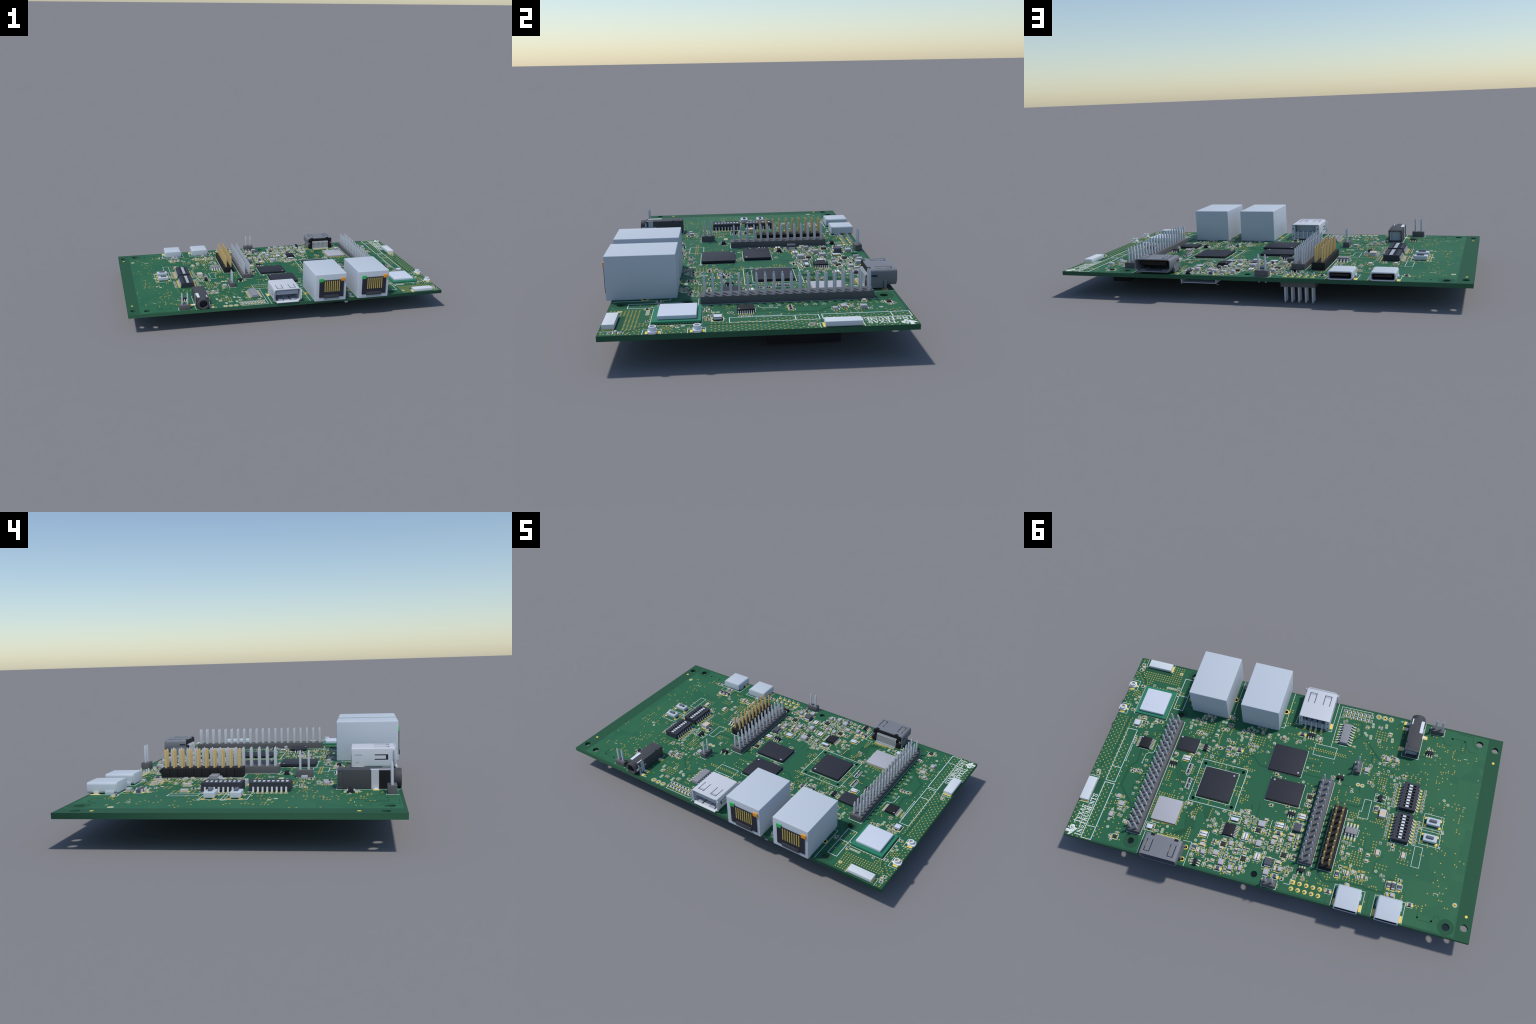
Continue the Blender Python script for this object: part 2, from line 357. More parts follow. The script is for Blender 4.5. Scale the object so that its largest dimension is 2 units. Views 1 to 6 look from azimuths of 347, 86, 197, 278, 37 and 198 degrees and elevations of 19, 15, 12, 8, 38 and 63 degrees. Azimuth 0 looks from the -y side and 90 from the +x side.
VIA_ROWS_EAST = [
    (17.1, 2.3, 0, 1.7, 3), (17.2, 33, 0.1, 2.8, 4), (17.6, -2.6, -2.8, 0.2, 4), (17.7, -9.6, -3.6, -2, 3), (17.7, 8.1, 2.8, -0.2, 4), (18.2, 16.8, -3.2, -0.2, 4),
    (19.2, -3, -1.6, 1.4, 3), (21.5, -7.6, -1.7, 0.2, 3), (21.7, 34.3, 2.7, -0.4, 4), (22.9, -10.7, -3.8, 3, 4), (25.8, 21.5, 0, -2.7, 4), (26, 0.1, 0.2, -1.5, 3),
    (28, 16.3, 0, -1.5, 3), (28.1, -4.2, 0, 3.9, 6), (28.9, -18.1, 0.2, 2.7, 4), (29.2, -3.6, 0, 2.7, 4), (31, 28.4, -0.1, 3.6, 5), (31.1, 22.5, -0.1, -3.7, 5),
    (31.9, 19.7, 0, 2.8, 4), (31.9, 28.4, 0, 3.7, 5), (32.2, -1.8, -1.1, -2.1, 3), (32.5, -11.3, -0.1, -4.7, 7), (33.4, -5.4, -2.3, -0.2, 3), (34.6, 8.7, -0.2, -6.4, 4),
    (35, -3.9, 1.7, 2.2, 3), (35.2, 4.4, 0.1, -2.1, 3), (36.9, 6.7, -1.6, 0, 3), (38.2, 2.4, 0.1, 3, 4), (38.7, 32.5, -5.2, 0, 8), (39, 5.4, 0, -2.9, 4),
    (39.2, 31.9, -6.1, -0.1, 5), (41.7, 17.3, 6, 0, 4), (42.9, -12, -3.7, 0.1, 4), (44.8, 12.9, 3, 0, 3), (46.4, 6.7, 0, 4.2, 6), (46.6, 16.5, -4.9, -0.1, 6),
    (47.4, 10.9, 0, -4.2, 6), (48.1, 18.8, 0, 2, 3), (48.1, 26.2, 0, -4, 5), (54, -28.2, 2, 0, 3), (56.6, -15.7, 0, -1.8, 3), (56.6, 13.2, 0, -2.5, 3),
    (56.7, -25.8, -0.1, 2.7, 3), (59.5, 23.7, -1.5, 0.5, 3), (61.5, -29, 4.1, 0.1, 4), (62.7, -11.6, 2.2, 2.6, 4), (63.6, 36.6, 2, 2, 3), (65.6, 40.6, -2, -2, 3),
    (69.6, -31.3, 0, 1.9, 3), (71, -21.3, 3.3, -2.1, 5), (71.9, -22.9, 2.4, -1.5, 4), (73.4, -25, -1.4, 1, 3), (74.4, -17.9, -0.1, -2.6, 3), (75.7, -24.8, -0.1, 5.9, 4),
    (76.5, -34.2, -1.4, 0.6, 3), (76.5, -30.9, -3.6, -0.1, 3), (76.5, -19.9, 0, -4, 3),
]
VIAS_POWER_INPUT = [
    (-71.3, -15.8), (-71.3, -14.1), (-70.9, 14), (-70.6, -21.5), (-69.3, 13.5), (-68.5, -29.8), (-68.5, 15.9), (-68.4, -31), (-68, 32.5),
    (-67.7, 15.2), (-67.4, -4.8), (-67.3, 2.6), (-67.2, 10.8), (-67, -7.6), (-67, -6.7), (-67, 32.5), (-66.4, -4.8), (-66.3, 25),
    (-66.1, 1.2), (-66.1, 2.2), (-65.5, -28), (-65.5, -7.6), (-65.5, 27.4), (-65.5, 30.3), (-65.1, -9.1), (-64.9, 21), (-64.5, -7.6),
    (-64.5, -6.7), (-64.5, 30.2), (-64.3, -2.5), (-64.3, 27.4), (-64, 20.1), (-63.6, -9.2), (-63.6, 11.7), (-63.5, 12.6), (-63.5, 25),
    (-62.8, -7.7), (-62.7, 22.9), (-62.6, -12.6), (-62.6, 16.1), (-62.5, -34.3), (-62.5, -33.3), (-62.4, -28.4), (-62.3, 28.7), (-62.2, 11.1),
    (-61.8, 7.2), (-61.6, -28.4), (-61.4, 24.2), (-61.2, 20.1), (-61.1, -23.3), (-61.1, -22.5), (-61, -0.8), (-60.9, 0.4), (-60.9, 7.2),
    (-60.9, 8.8), (-60.7, -17.2), (-60.7, -3.5), (-60.6, 11.7), (-60.5, -21.6), (-60.4, -25.4), (-60.3, 33.2), (-60.1, -28.4), (-60.1, 28.8),
    (-59.8, -1.6), (-59.8, 11.1), (-59.7, -32.3), (-59.6, 10.1), (-59.5, 3.1), (-59.2, -31.6), (-59.2, -30.8), (-59.2, -29.7), (-59.2, -28.9),
    (-58.9, -19.1), (-58.8, 13.3), (-57.9, -7.7), (-57.8, 34.3), (-57.3, -25.3), (-57.3, -17.3), (-57.3, 4.2), (-57.3, 35.1), (-57, -18.8),
    (-56.9, -31.7), (-56.9, -30.9), (-56.9, 34.3), (-56.8, 11.1), (-56.4, -20.5), (-56.4, -13.6), (-56.4, 9.9), (-56.3, -16.4), (-56, -30.9),
    (-55.9, -5.2), (-55.9, -4.3), (-55.9, 14.9), (-55.7, -2.7), (-55.2, 23), (-55.1, -19), (-55.1, -16.2), (-55, -17.1), (-54.9, -5.3),
    (-54.7, -2.7), (-54.7, 11.9), (-54.7, 14.7), (-54.5, -27.4), (-54.4, -33.6), (-53.1, 5.9), (-52.8, -26), (-52.4, -33.6), (-52.1, -29.9),
]
VIAS_AUDIO = [
    (-51.6, -36.4), (-51.5, -16.8), (-51.5, -14.3), (-51.4, -23.5), (-51.1, -19), (-50.9, -30.6), (-50.8, 0.1), (-50.2, -1), (-50.1, -36.6),
    (-50.1, -19.4), (-49, -23.2), (-48.9, -37.3), (-48.9, -16.4), (-48.8, -14.5), (-48.5, -29.3), (-48.4, -19.4), (-48.1, -27.3), (-47.9, -14.6),
    (-46.9, -16.7), (-45.3, -15.4), (-43.3, 16.4), (-43.2, -17.5), (-43, -13), (-42.9, -21.3), (-42, 32.4), (-41.2, -12.7), (-41.1, 12.3),
    (-40.1, 12.3), (-39.8, -18.2), (-39.4, -21.1), (-39.4, -20), (-39.2, 32.1), (-39, -35.1), (-39, -11.1), (-38.9, 7.7), (-38.9, 28.6),
    (-38.8, -17.9), (-38.8, 38), (-38.6, -15.3), (-38.5, -32.6), (-38.5, -9.5), (-38.2, -35.1), (-38.1, -11), (-37.9, -1.7), (-37.8, -0.6),
    (-37.8, 26.8), (-37.1, -6), (-36.8, -1.6), (-36.8, -0.6), (-36.1, -20.8), (-36, 2.7), (-35.7, -18.7), (-35.4, -36.1), (-35.3, -27.1),
    (-35.3, 2.7), (-34.8, 12), (-34.5, -15.6), (-34, -16.5), (-34, 11.9), (-33.3, -26.5),
]
VIAS_DEBUG = [
    (-33, 13.7), (-32.9, 10), (-32.7, -20.4), (-32.7, 5.8), (-32.4, 12), (-32.3, -30.2), (-32.2, 14.9), (-32.1, -17), (-31.8, 16.7),
    (-31.4, -29.5), (-31.4, -11.1), (-31, -13), (-30.6, -11), (-30.5, -26.7), (-30.5, -25.8), (-29.7, -19.8), (-29.7, -18.8), (-29, -12.5),
    (-28.9, 3.4), (-28.5, -22.3), (-28.5, 25.6), (-28, 18.9), (-28, 19.8), (-27.5, -23.2), (-27.5, -22.3), (-27.5, -1), (-27.4, 32.5),
    (-27, -16.9), (-26.2, -14.6), (-26.1, -18.8), (-25.9, -17.5), (-25.7, -26.7), (-25.7, -13.4), (-25.6, -23.8), (-25.5, 27.4), (-25, -25),
    (-24.8, -25.9), (-24.8, 29.5), (-24.7, 30.2), (-24.7, 31.2), (-24.5, 32.5), (-24.3, -40), (-24.1, -20.8), (-23.9, -26), (-23.7, 32.5),
    (-23.6, 36.9), (-23.4, 31.6), (-23.1, -5.6), (-22.2, -2.9), (-22.2, -1.7), (-21.7, 35.8), (-21.6, 34.7), (-21.2, -39.9), (-21.2, -29.5),
    (-20.9, 35.7), (-20.6, -20.1), (-19.9, -27.9), (-19.8, -20.8), (-19.7, 34.2), (-19.5, -2.8), (-19.5, 1.3), (-19.4, -2), (-19.4, -0.2),
    (-19.2, -20.8), (-18.6, 0.6), (-18.1, 4.4), (-18.1, 11.5), (-18, -40), (-17.9, 26.4), (-17.8, 25.5), (-16.8, 36.1), (-14.9, -40),
    (-14.3, -14.1), (-14, -37.1), (-13.3, -35.4),
]
VIAS_MEMORY = [
    (-11.9, -23.3), (-10.3, 22), (-10.1, 2.5), (-10.1, 3.5), (-9.8, -12.7), (-9.7, -11.4), (-9.5, -0.9), (-9, 1.6), (-8.9, 9.5),
    (-8.9, 10.4), (-8.6, -2), (-8.2, -15.4), (-8, 2.5), (-8, 3.5), (-7.9, 8.6), (-7.9, 10.4), (-7.9, 22), (-7.8, -21.1),
    (-7.8, 21.2), (-7, -2.4), (-6.9, 40.3), (-6.9, 41.2), (-6.8, -11), (-6.8, -10.4), (-6.6, -21), (-6.6, 11.4), (-6.5, 13),
    (-6.3, -25.3), (-6.2, 32.9), (-5.9, 35.8), (-5.5, 14.6), (-5.5, 21.2), (-5.5, 21.9), (-5.3, 16.7), (-5.2, 15.9), (-5.2, 35.9),
    (-5, -7.6), (-4.9, 9.9), (-4.8, -13.6), (-4.8, 28.9), (-4.8, 29.9), (-4.7, -21), (-4.2, -7.6), (-3.4, -2), (-2.2, 38.1),
    (-2, 15.3), (-2, 16.1), (-1.9, -18.5), (-1.8, 24), (-1.8, 24.8), (-1.4, 25.9), (-1.1, 15.3), (-1.1, 16.2), (0.1, 19.1),
    (0.4, 36), (0.7, 18.7), (0.8, 16.9), (0.8, 24), (1.3, -25.9), (1.7, 33.1), (1.8, 12.3), (2, 19.3), (2.1, -2.3),
    (2.6, -22.7), (2.6, -20.7), (2.7, -23.4), (2.7, 34.3), (3, 18.7), (3.7, -20.7), (4.1, -25.6), (4.2, 34.4), (5.4, -27),
    (6.2, 24), (6.3, 29.9), (6.3, 30.8), (7, -26.9), (7.4, -3.3), (7.6, -33.2), (7.6, -32.3), (7.7, -25.7), (7.9, -37.1),
    (7.9, -26.9), (8.5, -32.3), (8.6, -33.3), (8.8, -35.1), (8.8, -28.3), (8.9, -30.9), (9, 27.7), (9.4, -29), (9.5, -26.4),
    (10, 41.2), (10.4, 40), (11, -18.8), (11, -14.1), (11, 22.2), (11.6, -6.8), (11.6, 22.2), (11.6, 23.2), (11.8, -14.2),
    (12, 26.8), (12.1, 19), (12.6, -14.6), (12.6, 25.5), (12.7, 19.7), (12.7, 20.8), (12.8, 22.5), (12.9, 23.3), (13.3, 19),
    (13.9, 8.8), (13.9, 9.6),
]
VIAS_PROCESSOR = [
    (14.5, 41.9), (14.8, -12), (14.8, -11), (14.8, 9.6), (15.3, 11.4), (15.5, 12.4), (15.7, -1.7), (15.8, 29.4), (15.8, 30.4),
    (15.9, 7.1), (16.1, 3.2), (16.1, 4), (16.3, 11.5), (16.3, 12.2), (16.6, -1.7), (16.8, 7.2), (17.4, -6.2), (17.4, -4.8),
    (17.4, 21.7), (17.4, 37.3), (17.7, 9.2), (17.7, 10), (18, -3.5), (18.1, 21.1), (18.2, -5.8), (18.2, -5), (18.4, -3.1),
    (18.6, -8.9), (18.6, 35.6), (18.6, 36.1), (18.7, 9.8), (19.2, -2.2), (19.5, 6.2), (19.9, 8.5), (19.9, 13.3), (20.4, 21.7),
    (20.5, -5.8), (20.5, 1.5), (20.6, 3.7), (20.6, 27.6), (20.9, 24.1), (21.2, 20.9), (21.3, -6.4), (21.3, 15.2), (21.6, -3.9),
    (21.7, -10.7), (21.7, -4.6), (22, -6.4), (22.1, -5.4), (22.1, -3.3), (22.4, 35), (22.9, -12.4), (23.1, -6.2), (23.4, -1.2),
    (23.8, -11.8), (24.1, -1.8), (24.7, 37.2), (25.1, 27.2), (25.5, 17.9), (25.5, 37.3), (25.6, -14.2), (25.6, -12.8), (25.6, -11.8),
    (26, 27.2), (26.9, -4), (26.9, 24.5), (26.9, 30.2), (27, 27.8), (27.5, 30.2), (27.6, 29.4), (28.3, -18.5), (28.4, -23.2),
    (28.6, 0.5), (29.2, -21.9), (29.4, -9.2), (29.5, 19.5), (29.9, 33.1), (30.1, 18.1), (30.3, 18.9), (30.6, -2.7), (30.6, -0.9),
    (31, 17.3), (31.1, -1.7), (31.4, 27.6), (31.7, -6.4), (31.8, 17.9), (32.1, -21.9), (32.2, -10.6), (33.2, -12.6), (33.3, -18.6),
    (33.5, 23.1),
]
VIAS_ETHERNET = [
    (34.2, 10), (34.3, -18.6), (34.3, -17.8), (34.3, 13.3), (34.5, 3.4), (34.6, 21.9), (35, -3), (35.3, 8), (35.3, 8.7),
    (35.5, -4.7), (35.5, 12.3), (36, -3.9), (36, 3.4), (36, 4.4), (36.5, -11.9), (36.6, -18.7), (36.6, 21.9), (36.6, 26.1),
    (36.7, 24.7), (36.8, 7.7), (37, 27.8), (37.1, -9.6), (37.3, 12.3), (37.3, 14.2), (37.4, -11), (37.7, 29.7), (37.9, -2.2),
    (39, -0.9), (39.3, -2.1), (40.2, 15.1), (40.2, 16.5), (40.2, 17.3), (41.1, -11.5), (41.5, 28.8), (41.7, 5.4), (42.3, 28.8),
    (42.5, 14.3), (42.5, 15.1), (42.5, 30), (42.6, 5.4), (42.6, 9.6), (42.7, 17.3), (42.8, -10.4), (43, 30.5), (43.4, -10.9),
    (43.4, 9.6), (43.6, 30.1), (44.7, -12.3), (44.8, 12), (45.3, -11.6), (46.7, 17.3), (47.3, -14.2), (47.4, -12.8), (47.7, 16.4),
    (48.9, 19.8), (48.9, 20.7), (48.9, 23.3), (50.5, -26.2), (51.5, -26.2),
]
VIAS_RADIO = [
    (52.2, -28.2), (52.8, -32.7), (53.7, -23), (54, -29.2), (54.6, -22.7), (54.6, -21.7), (55, -29.2), (55, 22.7), (55.4, 13.8),
    (55.4, 16.6), (55.5, 27.4), (55.6, -21.6), (55.6, 39.5), (55.7, -9.2), (55.7, 6.5), (55.7, 8.9), (56, -4.3), (56, 19),
    (56, 21.9), (56.1, -3.3), (56.1, 28.8), (56.4, 30.1), (56.6, -19.6), (56.7, -18.8), (56.7, -7.8), (56.7, -6.7), (57, -11.9),
    (57, 35.2), (57.4, -5.9), (58.2, 35.3), (58.3, 33.3), (58.4, 0.6), (58.5, -7.2), (58.9, -7.9), (60.2, 2.6), (60.6, 33.4),
    (60.9, 31.9), (61.1, 29.3), (62.2, 24.4), (62.3, 25.6), (62.4, 9.5), (63.1, -9.2), (63.1, 24.7), (63.1, 25.7), (63.5, 30.4),
    (63.5, 40.6), (63.6, 4.1), (63.8, 34), (64.2, -5.9), (64.2, 28.3), (64.5, 25.3), (64.5, 26.4), (64.6, 7.1), (64.6, 9.2),
    (64.6, 17.3), (64.6, 19.3), (64.6, 23.4), (65.5, 2), (65.6, -11.3), (65.6, 4.1), (65.6, 12.2), (65.6, 14.2), (65.6, 22.3),
    (65.6, 26.4), (65.6, 28.4), (65.6, 36.5), (65.7, 29.4), (68.6, -31.3), (68.7, -30.3), (70.4, -29.4), (70.6, -30.4), (70.7, -25.2),
    (71.1, -31.4), (71.3, -26.2), (71.3, -24), (71.9, -25), (72.2, -29.9), (72.7, -25.5), (72.7, -17.9), (73.3, -33.7), (73.4, -18.4),
    (73.6, -31.7), (73.7, -34.6), (74.3, -22.4), (74.4, -32.5), (74.6, -40.8), (75.7, -40.8), (75.7, -40), (75.7, -32), (76.4, -37),
    (76.4, -24.7), (76.5, -33),
]
# --------------------------------------------------------------- the panel
# (x, y, diameter, keep-out diameter) of every drilled hole
MOUNTING = [(-68.6, 39.25, 2.8, 6.0), (-74.9, 37.8, 2.7, 0), (-68.7, -37.8, 2.8, 0), (-75.0, -36.6, 2.7, 0),
            (51.35, 38.6, 2.5, 6.0), (2.65, 38.7, 2.5, 0), (51.4, -18.9, 2.5, 5.6), (52.0, -38.3, 2.5, 5.6)]
SOCKET_HOLES = [(34.55, -0.4, 1.25, 0), (18.9, -0.4, 1.25, 0), (34.55, 15.27, 1.25, 0), (18.9, 15.27, 1.25, 0),
                (24.05, -0.43, 0.65, 0), (32.1, 15.27, 0.65, 0)]
PEG_HOLES = [(-57.8, -37.5, 0.8, 0), (-62.9, -37.4, 0.8, 0), (-58.15, 38.4, 0.8, 0), (-63.3, 38.5, 0.8, 0)]

curve = bpy.data.curves.new("panel_outline", "CURVE")
curve.dimensions = "2D"
curve.fill_mode = "BOTH"
curve.extrude = (TOP - UNDER) / 2 * MM


def spline(points):
    s = curve.splines.new("POLY")
    s.points.add(len(points) - 1)
    for p, q in zip(s.points, points):
        p.co = (q[0] * MM, q[1] * MM, 0, 1)
    s.use_cyclic_u = True


spline([(X0, Y0), (X1, Y0), (X1, Y1), (X0, Y1)])
for hx, hy, dia, _ in MOUNTING + SOCKET_HOLES + PEG_HOLES:
    spline([(hx + dia / 2 * math.cos(a), hy + dia / 2 * math.sin(a)) for a in angles(28 if dia > 1 else 12)])
tmp = bpy.data.objects.new("outline_helper", curve)
bpy.context.scene.collection.objects.link(tmp)
panel_mesh = bpy.data.meshes.new_from_object(tmp.evaluated_get(bpy.context.evaluated_depsgraph_get()))
bpy.data.objects.remove(tmp)
panel_mesh.name = "panel"
panel_mesh.materials.clear()
panel_mesh.materials.append(M["board"])
panel_mesh.materials.append(M["edge"])
for f in panel_mesh.polygons:
    f.material_index = 1 if abs(f.normal.z) < 0.5 else 0
for v in panel_mesh.vertices:
    v.co.z += (TOP + UNDER) / 2 * MM
place("panel", panel_mesh)

# laminate left bare of copper: rims, antenna clearances, hole clearances
keep = Shape()
zk0, zk1 = TOP - 0.01, TOP + Z_KEEPOUT
keep.box(X0, -72.0, Y0, -37.95, zk0, zk1, "board_dark")
keep.box(X0, -72.0, -35.25, 36.45, zk0, zk1, "board_dark")
keep.box(X0, -72.0, 39.15, Y1, zk0, zk1, "board_dark")
for hx, hy in ((-75.0, -36.6), (-74.9, 37.8)):
    keep.box(X0, hx - 1.35, hy - 1.35, hy + 1.35, zk0, zk1, "board_dark")
    keep.box(hx + 1.35, -72.0, hy - 1.35, hy + 1.35, zk0, zk1, "board_dark")
keep.box(-72.0, X1, Y0, Y0 + 0.75, zk0, zk1, "board_dark")
keep.box(-72.0, X1, Y1 - 0.75, Y1, zk0, zk1, "board_dark")
keep.box(X1 - 0.5, X1, Y0 + 0.75, Y1 - 0.75, zk0, zk1, "board_dark")
keep.box(62.0, 73.8, -40.85, -35.9, zk0, zk1, "board_dark")
keep.box(70.9, X1 - 0.5, 17.2, 27.9, zk0, zk1, "board_dark")
for hx, hy, dia, clear in MOUNTING:
    if clear:
        keep.ring(hx, hy, dia / 2, clear / 2, zk0, zk1 + 0.004, "board_dark", 32)
part("copper_clearance", keep, stuff=True)

# signal traces showing faintly through the mask: (width, corner points)
TRACES = [
    (0.55, [(74.4, -34.4), (73.3, -32.6), (71.6, -31.2), (70.7, -29.1)]),
    (0.55, [(71.2, -14.0), (71.4, -8.4), (71.5, 2.3), (71.5, 6.5), (74.2, 9.8), (74.5, 11.8)]),
    (0.3, [(56.3, -10.6), (58.1, -9.2), (58.0, -7.3), (58.3, -6.3), (65.7, -5.8)]),
    (0.9, [(61.5, 0.8), (61.1, 6.6), (63.3, 8.8), (63.5, 17.7), (56.0, 25.3)]),
    (0.4, [(60.3, 0.9), (58.6, 2.1), (55.8, 2.1)]),
    (0.5, [(58.2, 7.6), (57.1, 9.6), (58.3, 14.0)]),
    (0.4, [(56.0, 14.9), (58.8, 16.3), (59.0, 18.2), (57.0, 18.6)]),
    (0.4, [(64.3, 26.8), (62.2, 27.4), (61.4, 29.0)]),
    (0.5, [(35.8, -20.4), (35.5, -14.8), (36.1, -13.3), (36.6, -8.9)]),
    (0.4, [(29.3, -8.6), (29.1, -5.7), (30.7, -2.7)]),
    (0.4, [(24.0, -5.6), (27.0, -2.9)]),
    (0.6, [(21.6, -8.2), (16.8, -8.4), (13.5, -5.3), (10.2, -5.1)]),
    (0.6, [(18.4, -5.7), (20.6, -3.1)]),
    (0.4, [(28.1, -10.4), (24.2, -11.7), (22.1, -11.0)]),
    (0.3, [(-3.9, -11.5), (-8.6, -11.6), (-9.8, -12.7)]),
    (0.4, [(-3.7, -6.1), (-11.8, -6.3)]),
    (0.3, [(-20.1, -5.5), (-26.5, -6.3), (-27.4, -4.0)]),
    (0.4, [(-28.5, -21.9), (-28.7, -17.1)]),
    (0.5, [(-25.1, -27.1), (-31.3, -20.6)]),
    (0.6, [(-21.4, 1.9), (-27.9, 2.0), (-32.5, -1.8)]),
    (0.4, [(-21.3, -34.8), (-22.3, -29.0), (-19.5, -25.8)]),
    (0.3, [(-35.2, -36.3), (-35.6, -37.9), (-36.8, -39.3)]),
    (0.4, [(-46.3, -26.1), (-49.1, -26.0)]),
    (0.18, [(-58.8, -37.7), (-62.8, -37.8), (-63.8, -34.9), (-65.5, -33.3), (-68.1, -33.4)]),
    (0.18, [(-54.3, -37.4), (-54.3, -35.5), (-55.9, -34.0), (-57.6, -34.1), (-58.2, -34.9)]),
    (0.18, [(-58.8, -32.7), (-61.0, -32.3), (-61.1, -30.6), (-58.8, -28.3)]),
    (0.18, [(-61.8, -36.8), (-61.8, -32.0), (-63.5, -32.1), (-63.5, -36.8), (-61.8, -36.8)]),
    (0.18, [(-60.0, -40.4), (-65.9, -40.3), (-66.2, -36.7), (-68.2, -35.1)]),
    (0.18, [(-58.6, 39.2), (-62.8, 39.2)]),
    (0.18, [(-58.2, 33.7), (-58.0, 37.0), (-58.1, 38.3)]),
    (0.18, [(-64.0, 37.7), (-63.9, 36.4), (-65.4, 36.0), (-66.2, 37.4)]),
    (0.7, [(-19.8, 32.0), (-22.2, 34.2), (-24.6, 34.1), (-28.7, 33.1), (-36.9, 32.4), (-38.4, 33.0), (-44.3, 32.9)]),
    (0.4, [(-44.3, 32.9), (-44.7, 28.0), (-46.1, 27.1), (-47.7, 27.2)]),
    (0.18, [(-39.3, 22.4), (-39.2, 26.6), (-42.3, 26.8)]),
    (0.18, [(-39.5, 21.8), (-41.5, 20.0), (-41.4, 18.7)]),
    (0.18, [(-24.9, 34.2), (-25.0, 41.8)]),
    (0.18, [(-39.8, 34.2), (-40.0, 41.8)]),
    (0.18, [(-33.8, 13.6), (-34.0, 18.4), (-38.0, 18.4)]),
    (0.3, [(-30.2, -17.1), (-34.3, -17.6), (-36.1, -17.5), (-38.3, -15.6)]),
    (0.3, [(-28.2, -22.8), (-31.3, -20.3), (-33.6, -20.7)]),
    (0.3, [(-32.9, -8.6), (-33.2, -3.7)]),
    (0.3, [(25.3, 25.8), (23.4, 25.8), (23.2, 28.1)]),
    (0.5, [(11.3, 12.1), (11.1, 14.5)]), (0.4, [(8.5, 11.3), (8.3, 16.3)]),
    (0.3, [(3.1, 17.1), (1.8, 17.8), (1.2, 22.7)]), (0.3, [(5.4, 34.5), (5.2, 36.4), (6.6, 37.7)]),
]
traces = Shape()
zt0, zt1 = TOP - 0.01, TOP + Z_TRACE
for i, (w, pts) in enumerate(TRACES):
    traces.strip(pts, w, zt0, zt1 + 0.0003 * i, "trace")
# fan-out bundles between the two large packages and down to the display socket
for k in range(9):
    s = 0.42 * k
    traces.strip([(46.8 - s, 1.0 + 2.6 * s), (44.2 - s, 2.6 + 2.4 * s), (41.0 - 0.5 * s, 5.6 + 2.2 * s), (35.2, 4.2 + 2.3 * s)], 0.2, zt0, zt1 + 0.02 + 0.0003 * k, "trace")
    traces.strip([(34.2 - s, 17.2), (35.0 - s * 1.3, 22.0 + 0.3 * s), (33.4 - s, 28.4 - 0.4 * s), (37.6 - s, 31.6)], 0.2, zt0, zt1 + 0.023 + 0.0003 * k, "trace")
for k in range(6):
    s = 0.5 * k
    traces.strip([(28.5 - s, 17.2), (28.5 - s, 20.0), (26.2 - s, 23.6)], 0.18, zt0, zt1 + 0.026 + 0.0003 * k, "trace")
    traces.strip([(19.6 + s, -1.2), (22.2 + s, 0.6)], 0.18, zt0, zt1 + 0.028, "trace")
part("copper_trace", traces, stuff=True)

# ---------------------------------------------------------- vias and pads
vias = Shape()
zv0, zv1 = TOP, TOP + Z_VIA
drilled = []


def via(x, y, r=0.25):
    if X0 + 0.4 < x < X1 - 0.3 and Y0 + 0.4 < y < Y1 - 0.4 and all((x - a) ** 2 + (y - b) ** 2 > 0.16 for a, b in drilled):
        drilled.append((x, y))
        vias.disc(x, y, r, zv0, zv1, "via", 8)


for x, y, dx, dy, n in VIA_ROWS + VIA_ROWS_EAST:
    for i in range(n):
        via(x + dx * i / (n - 1), y + dy * i / (n - 1))
for group in (VIAS_POWER_INPUT, VIAS_AUDIO, VIAS_DEBUG, VIAS_MEMORY, VIAS_PROCESSOR, VIAS_ETHERNET, VIAS_RADIO):
    for x, y in group:
        via(x, y)
# ground stitching: a one-millimetre chequerboard along the radio edge
FEED = [(71.4, -13), (71.45, 2.3), (71.5, 6.5), (74.2, 9.8), (74.5, 17)]
for i in range(10):
    for j in range(55):
        x, y = 67.7 + i * 0.98, -12.1 + j * 1.01
        if (i + j) % 2 or (x > 70.2 and 16.4 < y < 28.6) or (x < 70.3 and y < -5.5) or (x < 69.5 and y < 0):
            continue
        if x < 71.0 and 16.9 < y < 18.2:
            continue
        if min(abs(x - (a[0] + (b[0] - a[0]) * (y - a[1]) / (b[1] - a[1]))) for a, b in zip(FEED, FEED[1:]) if a[1] <= y <= b[1]) < 0.55 if -13 <= y <= 17 else False:
            continue
        via(x, y)
for j in range(14):                                   # fence along the feed line
    via(70.28, -12.1 + j), via(72.35, -12.1 + j)
# square thermal field beside the front antenna
for i in range(16):
    for j in range(10):
        x, y = 57.5 + 1.01 * i, -40.45 + 1.01 * j
        if (x < 61.8 and y < -32) or (-35.6 < y < -32.1 and x < 72.8 + (y + 35.4) * 0.6):
            via(x, y)
# thermal fields below the network, sound and power chips on the far side
for x, y, nx, ny, px, py in ((41.1, -17.55, 5, 4, -1.13, 1.1), (19.35, -17.55, 5, 4, -1.13, 1.1), (-3.9, -18.52, 15, 1, -1.0, 1),
                             (-3.4, -17.76, 16, 1, -1.0, 1), (-30.2, 20.15, 4, 4, -1.16, 0.97), (-30.05, 24.0, 6, 2, -0.98, 1.04),
                             (-47.14, 14.08, 4, 2, -1.25, 1.28), (-47.15, 18.75, 4, 2, -1.25, 1.3), (-33.37, -12.71, 4, 4, -0.95, 0.95),
                             (-27.95, -32.85, 5, 4, -1.12, 1.13), (-39.7, 22.9, 4, 2, -1.25, 1.28)):
    for i in range(nx):
        for j in range(ny):
            via(x + px * i, y + py * j)

